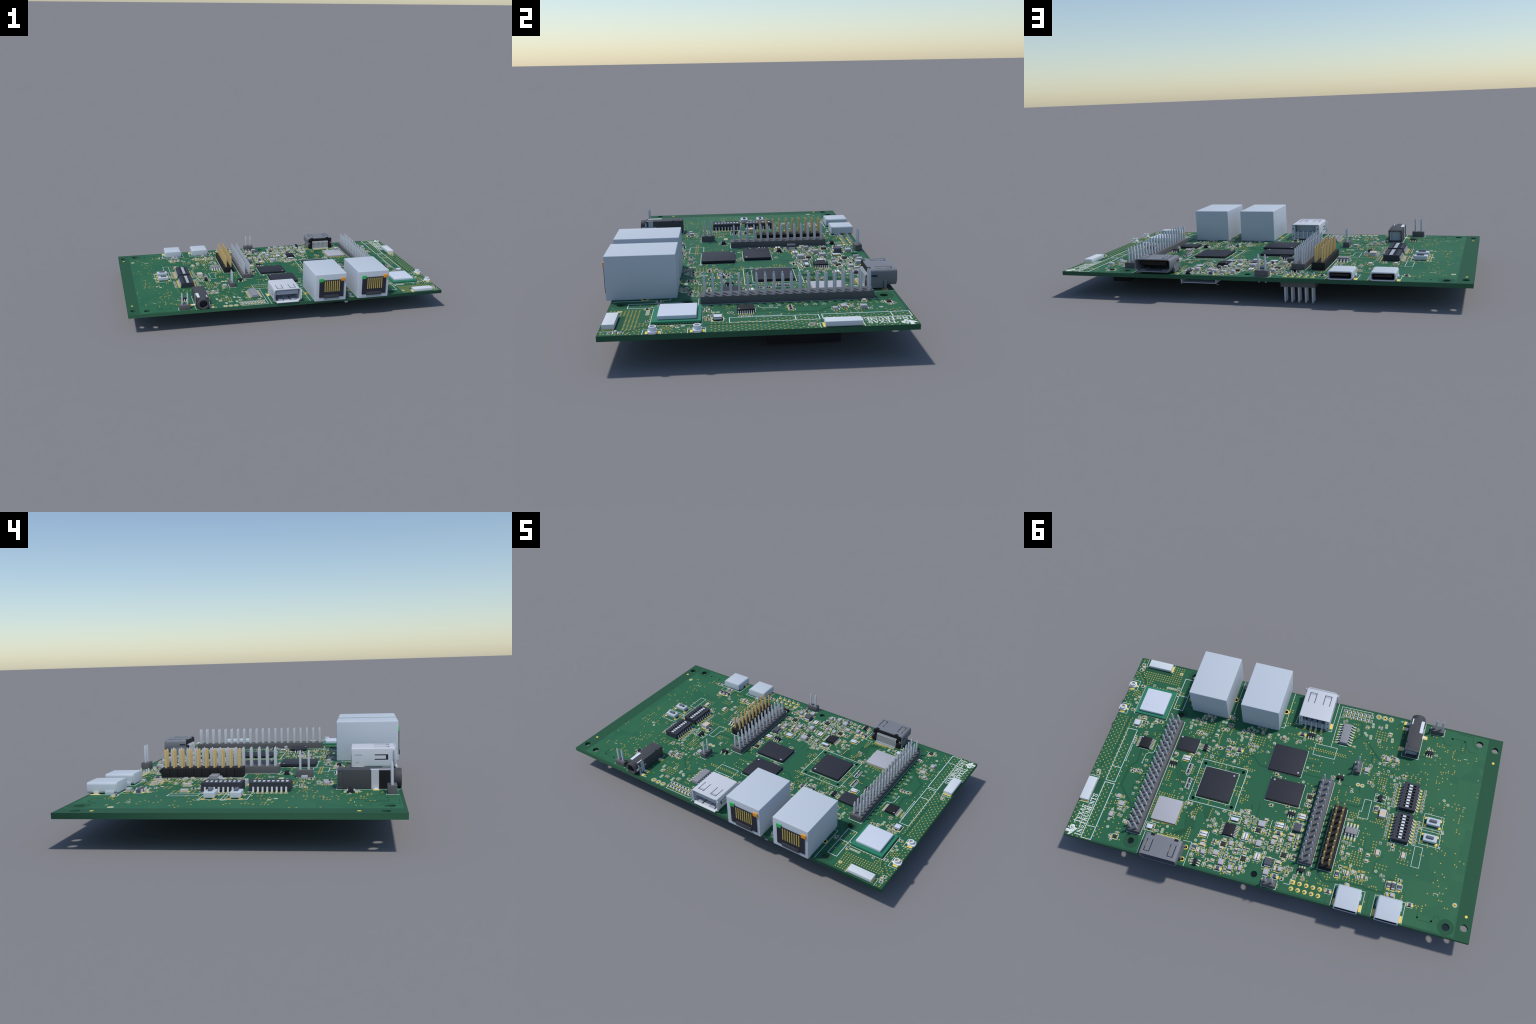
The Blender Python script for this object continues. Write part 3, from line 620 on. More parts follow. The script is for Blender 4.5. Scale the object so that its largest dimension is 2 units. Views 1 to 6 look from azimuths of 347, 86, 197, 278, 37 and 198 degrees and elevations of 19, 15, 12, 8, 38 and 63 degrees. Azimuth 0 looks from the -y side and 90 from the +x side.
pads, silk = Shape(), Shape()
zp0, zp1 = TOP, TOP + Z_PAD
zs0, zs1 = TOP, TOP + Z_SILK


def pad(cx, cy, sx, sy):
    pads.block(cx, cy, sx, sy, zp0, zp1, "pad")


def line(pts, w=0.15):
    silk.strip(pts, w, zs0, zs1, "silk")


def frame(x0, x1, y0, y1, w=0.15):
    line([(x0, y0), (x1, y0), (x1, y1), (x0, y1), (x0, y0)], w)


# --------------------------------------------------------- surface-mount chips
def chip_mesh(name, length, width, height, body, end):
    s = Shape()
    e = length * end
    s.box(-length / 2 + e, length / 2 - e, -width / 2, width / 2, 0.03, height, body)
    for sg in (-1, 1):
        a, b = sorted((sg * length / 2, sg * (length / 2 - e)))
        s.box(a, b, -width / 2 - 0.01, width / 2 + 0.01, 0.02, height + 0.015, "terminal")
    return mesh_of(name, s)


KINDS = {
    # mesh, half pad spacing, pad length, pad width, line offset, line length
    "resistor": (chip_mesh("resistor", 1.0, 0.5, 0.38, "resistor", 0.26), 0.5, 0.55, 0.6, 0.62, 1.5),
    "capacitor": (chip_mesh("capacitor", 1.0, 0.5, 0.5, "tan", 0.26), 0.5, 0.55, 0.6, 0.62, 1.5),
    "tiny_resistor": (chip_mesh("tiny_resistor", 0.62, 0.32, 0.26, "resistor", 0.3), 0.32, 0.3, 0.34, 0.42, 0.95),
    "tiny_capacitor": (chip_mesh("tiny_capacitor", 0.62, 0.32, 0.3, "tan", 0.36), 0.32, 0.3, 0.34, 0.42, 0.95),
    "bulk_capacitor": (chip_mesh("bulk_capacitor", 1.6, 0.85, 0.8, "tan", 0.24), 0.85, 0.75, 0.95, 0.85, 2.4),
    "ferrite_bead": (chip_mesh("ferrite_bead", 1.9, 1.2, 0.85, "bead", 0.16), 1.1, 0.9, 1.3, 1.0, 2.7),
    "film_resistor": (chip_mesh("film_resistor", 1.8, 1.05, 0.5, "brown", 0.24), 0.95, 0.7, 1.1, 0.9, 2.3),
    "tall_capacitor": (chip_mesh("tall_capacitor", 2.1, 1.3, 0.7, "tan", 0.22), 1.0, 0.7, 1.3, 1.05, 2.2),
    "reservoir_capacitor": (chip_mesh("reservoir_capacitor", 3.2, 2.5, 1.55, "tan", 0.22), 1.5, 0.7, 2.5, 1.75, 3.4),
}


def passive(kind, x, y, along_y, marks=True, escape=0.55):
    me, sp, pl, pw, off, ln = KINDS[kind]
    place(kind, me, at=(x, y, TOP + 0.03), turn=90 if along_y else 0)
    to = (lambda u, v: (x - v, y + u)) if along_y else (lambda u, v: (x + u, y + v))
    for sg in (-1, 1):
        cx, cy = to(sg * sp, 0)
        pad(cx, cy, *((pw, pl) if along_y else (pl, pw)))
        if marks:
            line([to(-ln / 2, sg * off), to(ln / 2, sg * off)], 0.14 if ln > 1 else 0.11)
        if random.random() < escape:                  # escape via just past the pad
            via(*to(sg * (sp + pl / 2 + 0.28), random.uniform(-0.15, 0.15)))


for kind, ax, ay in (("resistor", RESISTORS_ALONG_X, RESISTORS_ALONG_Y), ("capacitor", CAPACITORS_ALONG_X, CAPACITORS_ALONG_Y),
                     ("tiny_resistor", TINY_RESISTORS_ALONG_X, TINY_RESISTORS_ALONG_Y),
                     ("tiny_capacitor", TINY_CAPACITORS_ALONG_X, TINY_CAPACITORS_ALONG_Y),
                     ("bulk_capacitor", BULK_CAPACITORS_ALONG_X, BULK_CAPACITORS_ALONG_Y),
                     ("ferrite_bead", BEADS_ALONG_X, BEADS_ALONG_Y)):
    for x, y in ax:
        passive(kind, x, y, False)
    for x, y in ay:
        passive(kind, x, y, True)
passive("film_resistor", 11.9, 32.0, True), passive("film_resistor", -54.7, 34.8, False), passive("film_resistor", -25.2, 37.8, False)
passive("tall_capacitor", -48.7, 16.9, True), passive("tall_capacitor", -39.3, 18.3, True), passive("reservoir_capacitor", -37.8, 2.6, True)
passive("resistor", 50.1, -27.6, True), passive("ferrite_bead", 0.8, -23.3, False), passive("ferrite_bead", -35.0, 1.1, True), passive("ferrite_bead", -45.9, 29.4, True)
for i in range(8):                                    # resistor bank in front of the interface chip
    x = -13.3 - 11.0 * i / 7
    passive("resistor", x, -38.85, True, escape=0.2)
    passive("resistor", x, -36.65, True, escape=0.2)
    if i < 7:
        line([(x - 0.65, -36.0), (x - 0.95, -37.3), (x - 0.65, -38.2), (x - 0.95, -39.5)], 0.2)
for cx, cy in ((-40.5, -6.9), (-51.75, -6.9), (-40.55, 6.5), (-51.7, 6.5)):    # pull-ups beside the switch banks
    for i in range(8):
        passive("tiny_resistor", cx, cy + (i - 3.5) * 1.27, False, escape=0.5)

# resistor networks beside the processor
for x, y in ((39.95, 2.6), (39.95, 4.9), (38.2, 8.6), (38.2, 11.0)):
    s = Shape()
    s.block(0, 0, 0.8, 1.7, 0.03, 0.4, "chip_black")
    for k in range(4):
        for sg in (-1, 1):
            s.block(sg * 0.45, (k - 1.5) * 0.5, 0.3, 0.28, 0.02, 0.42, "terminal")
    part("resistor_network", s, at=(x, y, TOP + 0.03))
    frame(x - 0.85, x + 0.85, y - 1.1, y + 1.1, 0.18)

# test points: ringed gold dots, and larger plated rings with dark discs for holes
for x, y in TEST_POINTS:
    silk.ring(x, y, 0.42, 0.56, zs0, zs1, "silk", 16)
    pads.disc(x, y, 0.23, zp0, zp1, "pad", 8)
for x, y, r in ((-70.4, 30.4, 0.85), (-27.6, -7.3, 0.8), (-25.85, -7.3, 0.8), (58.1, -38.0, 0.75),
                (-27.1, -39.6, 1.12), (-29.65, -39.6, 1.12), (-32.2, -39.6, 1.12)):
    silk.ring(x, y, r - 0.15, r, zs0, zs1, "silk", 24)
    pads.ring(x, y, r * 0.3, r * 0.66, zp0, zp1, "pad", 20)
    pads.disc(x, y, r * 0.3, zp0, zp1 - 0.01, "hole_disc", 14)  # dark disc laid inside the ring as its hole
for x, y in ((-75.07, 33.57), (-75.08, -30.64)):      # bare alignment targets on the rim
    pads.disc(x, y, 0.52, zp0, zp1, "pad", 20)
for x, y, w, h in ((-35.9, 27.1, 1.6, 0.95), (-34.3, 27.4, 0.85, 1.5), (-30.8, 27.3, 0.85, 1.5), (-29.2, 27.1, 1.6, 0.95)):
    for i in range(int(w / 0.4)):
        for j in range(int(h / 0.4)):
            pads.block(x - w / 2 + 0.2 + 0.42 * i, y - h / 2 + 0.2 + 0.42 * j, 0.37, 0.37, zp0, zp1, "via")

# plated rings around socket legs that run through the panel
for x, y, r in ((30.4, 35.5, 0.95), (30.15, 40.3, 0.95), (45.6, 35.5, 0.95), (45.4, 40.3, 0.95), (31.9, -32.0, 1.1), (10.05, -31.9, 1.1),
                (47.7, -31.9, 1.1)):
    pads.ring(x, y, r * 0.62, r, zp0, zp1, "pad", 20)
    pads.disc(x, y, r * 0.62, zp0, zp1 - 0.01, "hole_disc", 16)  # flat dark disc in place of a drilled bore
for x in (-28.1, -37.8, -42.8, -52.6):
    pads.prism([(x + 0.5 * math.cos(a), 40.9 + (0.9 if math.sin(a) > 0 else -0.9) + 0.5 * math.sin(a)) for a in angles(16)], zp0, zp1, "pad")
pads.prism([(-9.4 + 0.5 * math.cos(a), -30.0 + (0.8 if math.sin(a) > 0 else -0.8) + 0.5 * math.sin(a)) for a in angles(16)], zp0, zp1, "pad")

# ------------------------------------------------------- silkscreen outlines
for pts in (
    [(65.7, -0.3), (65.7, 7.0)], [(56.1, -2.6), (56.2, 0.5), (56.8, 1.1), (58.0, 1.2), (59.0, 2.2), (59.1, 6.3)],
    [(-10.1, -41.6), (-10.0, -27.6), (-6.8, -27.6)], [(4.8, -31.5), (5.0, -27.6), (1.9, -27.6)],
    [(-11.6, -20.9), (-11.6, -40.5), (-24.4, -40.7), (-24.3, -39.6)], [(-11.7, -35.4), (-12.6, -35.4)],
    [(-50.8, 1.9), (-50.9, 11.8), (-52.3, 11.9)],
    [(-29.9, -2.0), (-29.8, 3.5), (-28.9, 3.4), (-28.9, 6.2), (-32.7, 6.1), (-32.6, -2.0), (-29.9, -2.0)],
    [(-34.9, -5.4), (-33.4, -5.4), (-33.4, -2.0), (-37.6, -1.9), (-37.7, -5.4), (-36.1, -5.3)],
    [(-39.6, -11.9), (-39.5, -9.7)], [(-38.7, -1.5), (-41.5, -1.6), (-41.4, -4.9)], [(-27.7, 18.3), (-30.5, 18.3)],
    [(28.9, 43.0 - 0.3), (28.8, 33.0), (32.2, 33.1)], [(36.3, 33.1), (34.3, 33.1)], [(47.4, 33.4), (47.3, 42.6)],
    [(8.8, -41.4), (8.8, -24.2), (10.1, -24.3)], [(30.7, -41.3), (30.6, -24.3), (31.9, -24.2)],
    [(48.9, -41.3), (48.9, -24.3), (47.6, -24.3)],
    [(-11.4, 34.9), (-11.4, 36.9), (-10.9, 36.9), (-11.0, 39.1), (-8.8, 39.1)], [(2.1, 16.2), (2.1, 19.5)],
    [(-6.2, 8.1), (-6.9, 8.8)], [(-62.2, 28.0), (-63.9, 28.1), (-63.9, 28.8)], [(-63.7, -29.4), (-65.0, -29.5)],
    [(-66.9, -8.5), (-67.7, -8.6)], [(21.2, 16.9), (21.4, 17.6)], [(62.7, 0.1), (59.0, 0.1)], [(18.3, 27.2), (14.9, 27.2)],
    [(-14.4, -22.6), (-17.6, -22.6)], [(-25.1, 11.1), (-25.0, 14.1)], [(-30.1, 11.2), (-30.8, 11.3), (-30.6, 14.2), (-29.8, 14.2)],
    [(39.7, -9.7), (39.8, -3.2), (48.1, -3.2)], [(46.6, 28.9), (43.3, 28.9)],
    # connector outlines
    [(73.84, -41.4), (73.76, -37.8), (62.0, -37.8), (62.05, -41.4)], [(76.8, 16.6), (73.1, 16.6), (73.1, 28.3), (76.8, 28.3)],
    [(77.0, -30.0), (73.5, -30.0), (73.5, -25.2), (76.9, -25.2)], [(77.0, -18.3), (73.5, -18.3), (73.5, -13.6), (76.9, -13.6)],
    [(-27.15, 42.5), (-27.15, 34.3), (-38.35, 34.3), (-38.35, 42.5)], [(-42.1, 42.5), (-42.1, 34.3), (-53.25, 34.3), (-53.25, 42.5)],
    [(-46.3, -41.3), (-46.2, -24.4), (-39.5, -24.4), (-39.5, -26.0)],
    [(-48.6, -40.5), (-48.6, -37.4), (-54.2, -37.4), (-54.25, -40.6)], [(-22.6, -17.0), (-22.6, -11.7), (-25.65, -11.7), (-25.65, -17.0), (-22.6, -17.0)],
    [(-0.85, 39.1), (-0.85, 42.3), (-6.55, 42.3), (-6.5, 39.1)],
    [(-43.0, -2.2), (-43.0, -0.75), (-49.3, -0.75), (-49.3, -2.2)], [(-43.0, 11.0), (-43.0, 12.6), (-49.4, 12.6), (-49.4, 11.0)],
):
    line(pts)
for x0, x1, y0, y1, w in ((66.3, 70.2, -7.3, 17.15, 0.2), (66.2, 70.15, 18.05, 42.35, 0.24), (51.65, 55.5, -36.2, -21.05, 0.2),
                          (-14.25, -5.4, -20.75, -15.65, 0.16), (-55.15, -52.25, 11.85, 20.2, 0.15), (17.4, 36.05, -1.95, 16.7, 0.18),
                          (20.0, 33.9, 0.7, 14.6, 0.15), (-3.6, 10.15, -16.4, -4.15, 0.15), (-6.25, 7.5, -1.55, 8.7, 0.15),
                          (56.6, 70.5, -28.6, -14.7, 0.15), (65.7, 68.95, -12.2, -8.85, 0.16), (44.55, 48.2, 29.65, 32.95, 0.16),
                          (13.7, 18.1, 18.25, 21.1, 0.16), (-60.7, -53.3, -2.25, 3.65, 0.14), (-60.7, -53.35, 4.65, 10.5, 0.14),
                          (48.75, 54.25, -16.0, 35.5, 0.16), (-17.0, -11.6, -5.7, 30.15, 0.16), (-24.65, -19.1, 4.4, 30.4, 0.16)):
    frame(x0, x1, y0, y1, w)
for a, b in (((70.15, 10.65), (66.35, 10.65)), ((70.1, 37.15), (66.2, 37.15)), ((55.5, -27.65), (51.7, -27.65))):
    line([a, b], 0.22)
# stencilled arrows and dots marking first pins
for x, y in ((-41.9, -12.6), (-41.9, 0.9), (-61.3, 3.0), (-61.3, 9.9), (-37.0, -40.3)):
    line([(x, y), (x + 0.7, y + 0.35), (x, y + 0.8), (x, y)], 0.12)
for x, y in ((-31.9, -16.9), (-4.6, 40.0), (59.1, 6.3), (65.7, 7.0), (73.6, -27.2), (73.6, -15.6), (56.0, -27.0), (67.2, -8.6), (29.6, -32.5),
             (27.2, 29.6), (0.3, 19.6), (-18.5, -6.5), (8.5, -25.4), (30.3, -25.4)):
    silk.disc(x, y, 0.24, zs0, zs1 + 0.004, "silk", 8)


# ------------------------------------------------------------------ lettering
# serif capitals as weighted strokes on a unit cell: (weight, points)
K, H = 0.26, 0.13
GLYPHS = {
    "T": [(K, [(0.5, 0), (0.5, 1)]), (H, [(0.04, 0.72), (0.06, 0.94), (0.94, 0.94), (0.96, 0.72)]), (H, [(0.28, 0.05), (0.72, 0.05)])],
    "E": [(K, [(0.26, 0), (0.26, 1)]), (H, [(0.1, 0.05), (0.82, 0.05), (0.88, 0.28)]), (H, [(0.1, 0.95), (0.8, 0.95), (0.82, 0.74)]), (H, [(0.26, 0.5), (0.64, 0.5)])],
    "X": [(K, [(0.2, 0.97), (0.8, 0.03)]), (H, [(0.16, 0.04), (0.82, 0.97)]), (H, [(0.02, 0.05), (0.34, 0.05)]), (H, [(0.66, 0.05), (1, 0.05)]), (H, [(0.04, 0.95), (0.36, 0.95)]), (H, [(0.64, 0.95), (0.96, 0.95)])],
    "A": [(H, [(0.12, 0.03), (0.48, 0.98)]), (K, [(0.5, 0.98), (0.82, 0.03)]), (H, [(0.28, 0.36), (0.7, 0.36)]), (H, [(0, 0.05), (0.28, 0.05)]), (H, [(0.66, 0.05), (1, 0.05)])],
    "S": [(0.19, [(0.8, 0.72), (0.74, 0.9), (0.5, 0.95), (0.27, 0.86), (0.24, 0.68), (0.4, 0.55), (0.66, 0.44), (0.8, 0.28), (0.72, 0.1), (0.46, 0.05), (0.24, 0.12), (0.18, 0.3)])],
    "I": [(K, [(0.5, 0), (0.5, 1)]), (H, [(0.26, 0.05), (0.74, 0.05)]), (H, [(0.26, 0.95), (0.74, 0.95)])],
    "N": [(H, [(0.2, 0.03), (0.2, 0.96)]), (K, [(0.22, 0.94), (0.8, 0.06)]), (H, [(0.82, 0.04), (0.82, 0.96)]), (H, [(0.04, 0.05), (0.36, 0.05)]), (H, [(0.66, 0.95), (0.98, 0.95)])],
    "R": [(K, [(0.26, 0), (0.26, 1)]), (0.17, [(0.26, 0.94), (0.58, 0.94), (0.74, 0.82), (0.72, 0.62), (0.54, 0.52), (0.3, 0.52)]), (0.24, [(0.48, 0.5), (0.86, 0.04)]), (H, [(0.08, 0.05), (0.44, 0.05)]), (H, [(0.78, 0.05), (0.98, 0.05)])],
    "U": [(K, [(0.24, 0.95), (0.24, 0.3), (0.38, 0.1), (0.6, 0.08)]), (H, [(0.56, 0.07), (0.76, 0.2), (0.8, 0.4), (0.8, 0.96)]), (H, [(0.08, 0.95), (0.4, 0.95)]), (H, [(0.66, 0.95), (0.94, 0.95)])],
    "M": [(H, [(0.14, 0.03), (0.16, 0.96)]), (0.2, [(0.18, 0.94), (0.5, 0.1)]), (H, [(0.5, 0.1), (0.82, 0.94)]), (K, [(0.84, 0.03), (0.84, 0.96)]), (H, [(0.02, 0.05), (0.28, 0.05)]), (H, [(0.7, 0.05), (0.98, 0.05)])],
}


def lettering(word, base_x, start_y, length, small, tall):
    """Words read toward the front edge, their tops toward the radio edge."""
    widths = [1.22 if c == "M" else 0.62 if c == "I" else 1.05 if c in "NXU" else 0.95 for c in word]
    widths[0] *= 1.12
    unit = length / sum(widths)
    y = start_y
    for i, (c, wd) in enumerate(zip(word, widths)):
        h = tall if i == 0 else small
        for n, (wt, pts) in enumerate(GLYPHS[c]):
            silk.strip([(base_x + t * h, y - s * wd * unit) for s, t in pts], wt * 1.3, zs0, zs1 + 0.002 * n, "silk")
        y -= wd * unit


lettering("TEXAS", 73.0, 37.3, 7.9, 1.9, 2.25)
lettering("INSTRUMENTS", 70.7, 42.15, 18.4, 1.9, 2.25)
line([(73.2, 22.3), (73.2, 21.8)], 0.15)
# state-map emblem with the monogram laid over it in board green
EMBLEM = [(76.86, 41.47), (76.88, 40.34), (75.95, 40.35), (75.74, 40.35), (75.78, 39.7), (75.98, 38.88), (75.6, 38.43), (74.73, 38.19),
          (74.25, 38.4), (74.02, 39.0), (73.56, 39.4), (72.79, 39.4), (73.05, 40.0), (73.41, 40.64), (73.74, 41.06), (74.15, 41.18),
          (73.91, 41.44), (74.44, 41.99), (75.0, 42.48), (75.34, 42.5), (75.38, 42.05), (75.3, 41.5), (76.12, 41.4)]
silk.prism(EMBLEM, zs0, zs1, "silk")
silk.disc(76.3, 39.6, 0.26, zs0, zs1, "silk", 10)
for pts, w in (([(75.84, 40.1), (75.19, 40.26), (74.48, 40.26), (74.05, 40.08), (74.0, 39.7)], 0.14),
               ([(75.63, 39.25), (75.26, 39.22), (75.28, 39.62), (74.5, 39.65)], 0.17), ([(75.1, 39.0), (74.9, 39.9)], 0.12)):
    silk.strip(pts, w, zs1, zs1 + 0.012, "board")

# ------------------------------------------------------------ chip packages
def gull_lead(width, reach, rise, thick=0.14, foot=0.55):
    s = Shape()
    prof = [(-0.1, rise), (0.22 * reach, rise), (0.42 * reach, thick * 0.5), (reach, thick * 0.5)]
    up = [(d, z + thick) for d, z in prof]
    up[1] = (prof[1][0] + thick * 0.5, prof[1][1] + thick)
    up[2] = (prof[2][0] + thick * 0.6, prof[2][1] + thick)
    s.prism(prof + up[::-1], -width / 2, width / 2, "tin", axis="x")
    return s                                            # runs out along +y


def leaded_chip(name, x, y, sx, sy, h, body, n, pitch, lead_w, reach, along_y=True, dot=None, bevel=0.12, skip=()):
    """Body with a row of gull-wing leads on two opposite sides."""
    s = Shape().block(0, 0, sx, sy, 0.1, h, body, 0.08)
    ob = part(name, s, at=(x, y, TOP), bevel=bevel)
    if dot:
        part("pin_one_mark", Shape().disc(dot[0], dot[1], 0.27, h - 0.02, h + 0.02, "dot", 14), ob)
    me = mesh_of("lead", gull_lead(lead_w, reach, h * 0.45))
    half = (sx if along_y else sy) / 2
    for side in (-1, 1):
        for i in range(n):
            if (side, i) in skip:
                continue
            t = (i - (n - 1) / 2) * pitch
            if along_y:
                place("lead", me, ob, (side * half, t, 0.05), -90 * side)
                pad(x + side * (half + reach * 0.82), y + t, reach * 0.75, lead_w * 1.3)
            else:
                place("lead", me, ob, (t, side * half, 0.05), 0 if side > 0 else 180)
                pad(x + t, y + side * (half + reach * 0.82), lead_w * 1.3, reach * 0.75)
    return ob


leaded_chip("logic_chip", 60.75, -2.6, 4.35, 4.9, 1.15, "chip_black", 8, 0.6, 0.28, 1.15, True, (1.7, -1.95))
leaded_chip("logic_chip", 16.65, 24.5, 4.3, 4.9, 1.15, "chip_black", 8, 0.62, 0.28, 1.15, True, (-1.5, 1.9))
leaded_chip("interface_chip", -15.95, -27.75, 3.3, 9.1, 1.55, "soic_grey", 8, 1.22, 0.45, 1.5, True)
leaded_chip("memory_chip", -27.95, 12.7, 4.8, 2.6, 1.5, "soic_grey", 4, 1.27, 0.55, 1.85, False)
for x, y, along_y, n, skip in ((36.6, -7.0, True, 3, ()), (46.8, 3.1, False, 3, ()), (-2.8, -23.9, False, 3, ()), (-50.2, -28.5, False, 3, ()),
                               (-4.3, 11.7, False, 3, ()), (25.0, 40.0, True, 3, ()), (-13.8, 32.55, False, 3, ((1, 1),)),
                               (-18.6, -8.4, False, 3, ((-1, 1), (1, 0), (1, 2))), (-35.6, -3.8, True, 3, ((1, 1), (-1, 0), (-1, 2)))):
    y += 0.2
    sx, sy = (1.45, 2.7) if along_y else (2.7, 1.45)
    leaded_chip("regulator_chip", x, y, sx, sy, 1.15, "chip_black", n, 0.95, 0.4, 0.95, along_y, bevel=0.06, skip=skip)

# large flat packages with a pale first-pin dot
for name, x0, x1, y0, y1, h, dot in (("processor", 20.4, 33.5, 1.2, 14.1, 0.9, (-5.3, -5.2)), ("memory_package", -3.3, 9.85, -15.95, -4.25, 1.1, (-5.4, 4.6)),
                                     ("memory_package", -6.05, 7.3, -1.2, 8.35, 1.1, (5.3, -3.9)), ("power_chip", 39.9, 47.75, -9.45, -3.2, 0.95, (3.3, -2.6))):
    cx, cy, sx, sy = (x0 + x1) / 2, (y0 + y1) / 2, x1 - x0, y1 - y0
    s = Shape().block(0, 0, sx - 0.5, sy - 0.5, 0.0, 0.35, "chip_black").block(0, 0, sx, sy, 0.35, h, "chip")
    ob = part(name, s, at=(cx, cy, TOP), bevel=0.1)
    part("pin_one_mark", Shape().disc(dot[0], dot[1], 0.38, h - 0.02, h + 0.02, "dot", 16), ob)
    for i in range(18):                                # gold pads showing along the back edge
        pad(cx + (i - 8.5) * sx / 19, y1 - 0.1, 0.3, 0.35)
# quad flat package with pads on all sides
qx, qy, qs = 42.2, 23.15, 9.9
part("transmitter_chip", Shape().block(0, 0, qs, qs, 0.05, 0.85, "chip_grey"), at=(qx, qy, TOP), bevel=0.06)
for i in range(22):
    t = (i - 10.5) * 0.4
    for sg in (-1, 1):
        pads.block(qx + t, qy + sg * (qs / 2 + 0.18), 0.22, 0.42, zp0, zp1, "via")
        pads.block(qx + sg * (qs / 2 + 0.18), qy + t, 0.42, 0.22, zp0, zp1, "via")
# small leadless chips
for x, y, sx, sy in ((-9.1, 2.9, 1.6, 1.5), (17.1, 30.5, 1.7, 1.7), (6.0, 21.6, 1.7, 1.6), (-6.0, 28.6, 1.8, 1.8), (8.1, 34.1, 1.7, 1.7), (57.7, 38.7, 1.5, 1.2)):
    part("leadless_chip", Shape().block(0, 0, sx, sy, 0.03, 0.55, "chip"), at=(x, y, TOP), bevel=0.05)
    for i in (-0.35, 0.35):
        for sg in (-1, 1):
            pad(x + i, y + sg * (sy / 2 + 0.15), 0.32, 0.45)
            pad(x + sg * (sx / 2 + 0.15), y + i, 0.45, 0.32)
    frame(x - sx / 2 - 0.45, x + sx / 2 + 0.45, y - sy / 2 - 0.45, y + sy / 2 + 0.45, 0.13)
# moulded grey inductors and converters
for x, y, sx, sy, h in ((60.4, 25.2, 2.3, 1.7, 0.6), (62.4, 30.5, 1.6, 1.9, 1.1), (62.4, 22.5, 1.3, 1.4, 0.7), (14.4, 29.6, 1.5, 1.6, 0.9), (10.9, 29.6, 1.0, 1.3, 1.0),
                        (11.5, 19.9, 1.15, 1.9, 1.0), (5.4, 18.9, 2.75, 2.35, 1.2), (4.3, 26.8, 2.1, 2.3, 1.2), (-0.7, 25.0, 1.5, 1.8, 1.2), (-6.7, 22.1, 1.5, 1.8, 1.2),
                        (23.4, 35.6, 1.55, 1.7, 1.2), (18.8, 34.6, 2.05, 1.7, 0.7), (15.7, 37.7, 2.05, 2.1, 1.2), (11.8, 38.8, 1.6, 1.8, 1.2), (8.2, 38.1, 1.1, 1.9, 1.2),
                        (-1.4, 36.9, 2.0, 2.1, 1.1), (-6.1, 34.5, 1.45, 1.7, 1.2), (-27.8, -14.3, 1.9, 1.9, 1.0), (7.6, -19.8, 0.95, 1.3, 1.2), (-34.9, -21.0, 1.4, 1.5, 0.9),
                        (-38.3, -21.4, 1.4, 1.5, 0.9), (47.2, -1.0, 1.1, 1.2, 1.3), (29.4, -39.5, 1.3, 1.6, 1.6), (-47.9, 33.0, 1.5, 1.3, 1.0), (-46.0, 33.2, 0.8, 1.2, 0.8), (-31.3, 33.7, 1.2, 1.2, 0.8)):
    part("moulded_inductor", Shape().block(0, 0, sx, sy, 0.03, h, "chip_grey"), at=(x, y, TOP), bevel=0.18, segments=3)
    for k in (-0.5, 0.0, 0.5):
        pad(x - sx / 2 - 0.2, y + k * (sy - 0.35), 0.4, 0.32), pad(x + sx / 2 + 0.2, y + k * (sy - 0.35), 0.4, 0.32)
    line([(x - sx / 2 + 0.2, y + sy / 2 + 0.35), (x + sx / 2 - 0.1, y + sy / 2 + 0.35)], 0.25)
    line([(x - sx / 2 - 0.1, y - sy / 2 - 0.3), (x + sx / 2 + 0.1, y - sy / 2 - 0.3)], 0.13)
# wound power inductors with a bright end plate
for x, y, sx, sy, turn in ((-8.1, 16.9, 2.6, 3.1, 0), (-1.25, 33.0, 2.9, 2.7, -90), (-47.7, 29.5, 1.5, 1.9, -90)):
    s = Shape().block(0, 0, sx if not turn else sy, sy if not turn else sx, 0.05, 1.7 if sx > 2 else 0.9, "bead")
    ob = part("power_inductor", s, at=(x, y, TOP), turn=turn, bevel=0.2, segments=3)
    w, d = (sx, sy) if not turn else (sy, sx)
    part("end_plate", Shape().block(-w / 2 - 0.2, 0, 0.4, d * 0.8, 0.05, 0.9, "terminal"), ob, bevel=0.05)
    part("end_plate", Shape().block(w / 2 + 0.2, 0, 0.4, d * 0.8, 0.05, 0.9, "terminal"), ob, bevel=0.05)
    for sg in (-1, 1):
        if turn:
            pad(x, y + sg * (sy / 2 + 0.75), 1.1, 0.5)
        else:
            pad(x + sg * (sx / 2 + 0.75), y, 0.5, 1.1)
    frame(x - sx / 2 - 0.7, x + sx / 2 + 0.7, y - sy / 2 - 0.7, y + sy / 2 + 0.7, 0.13)
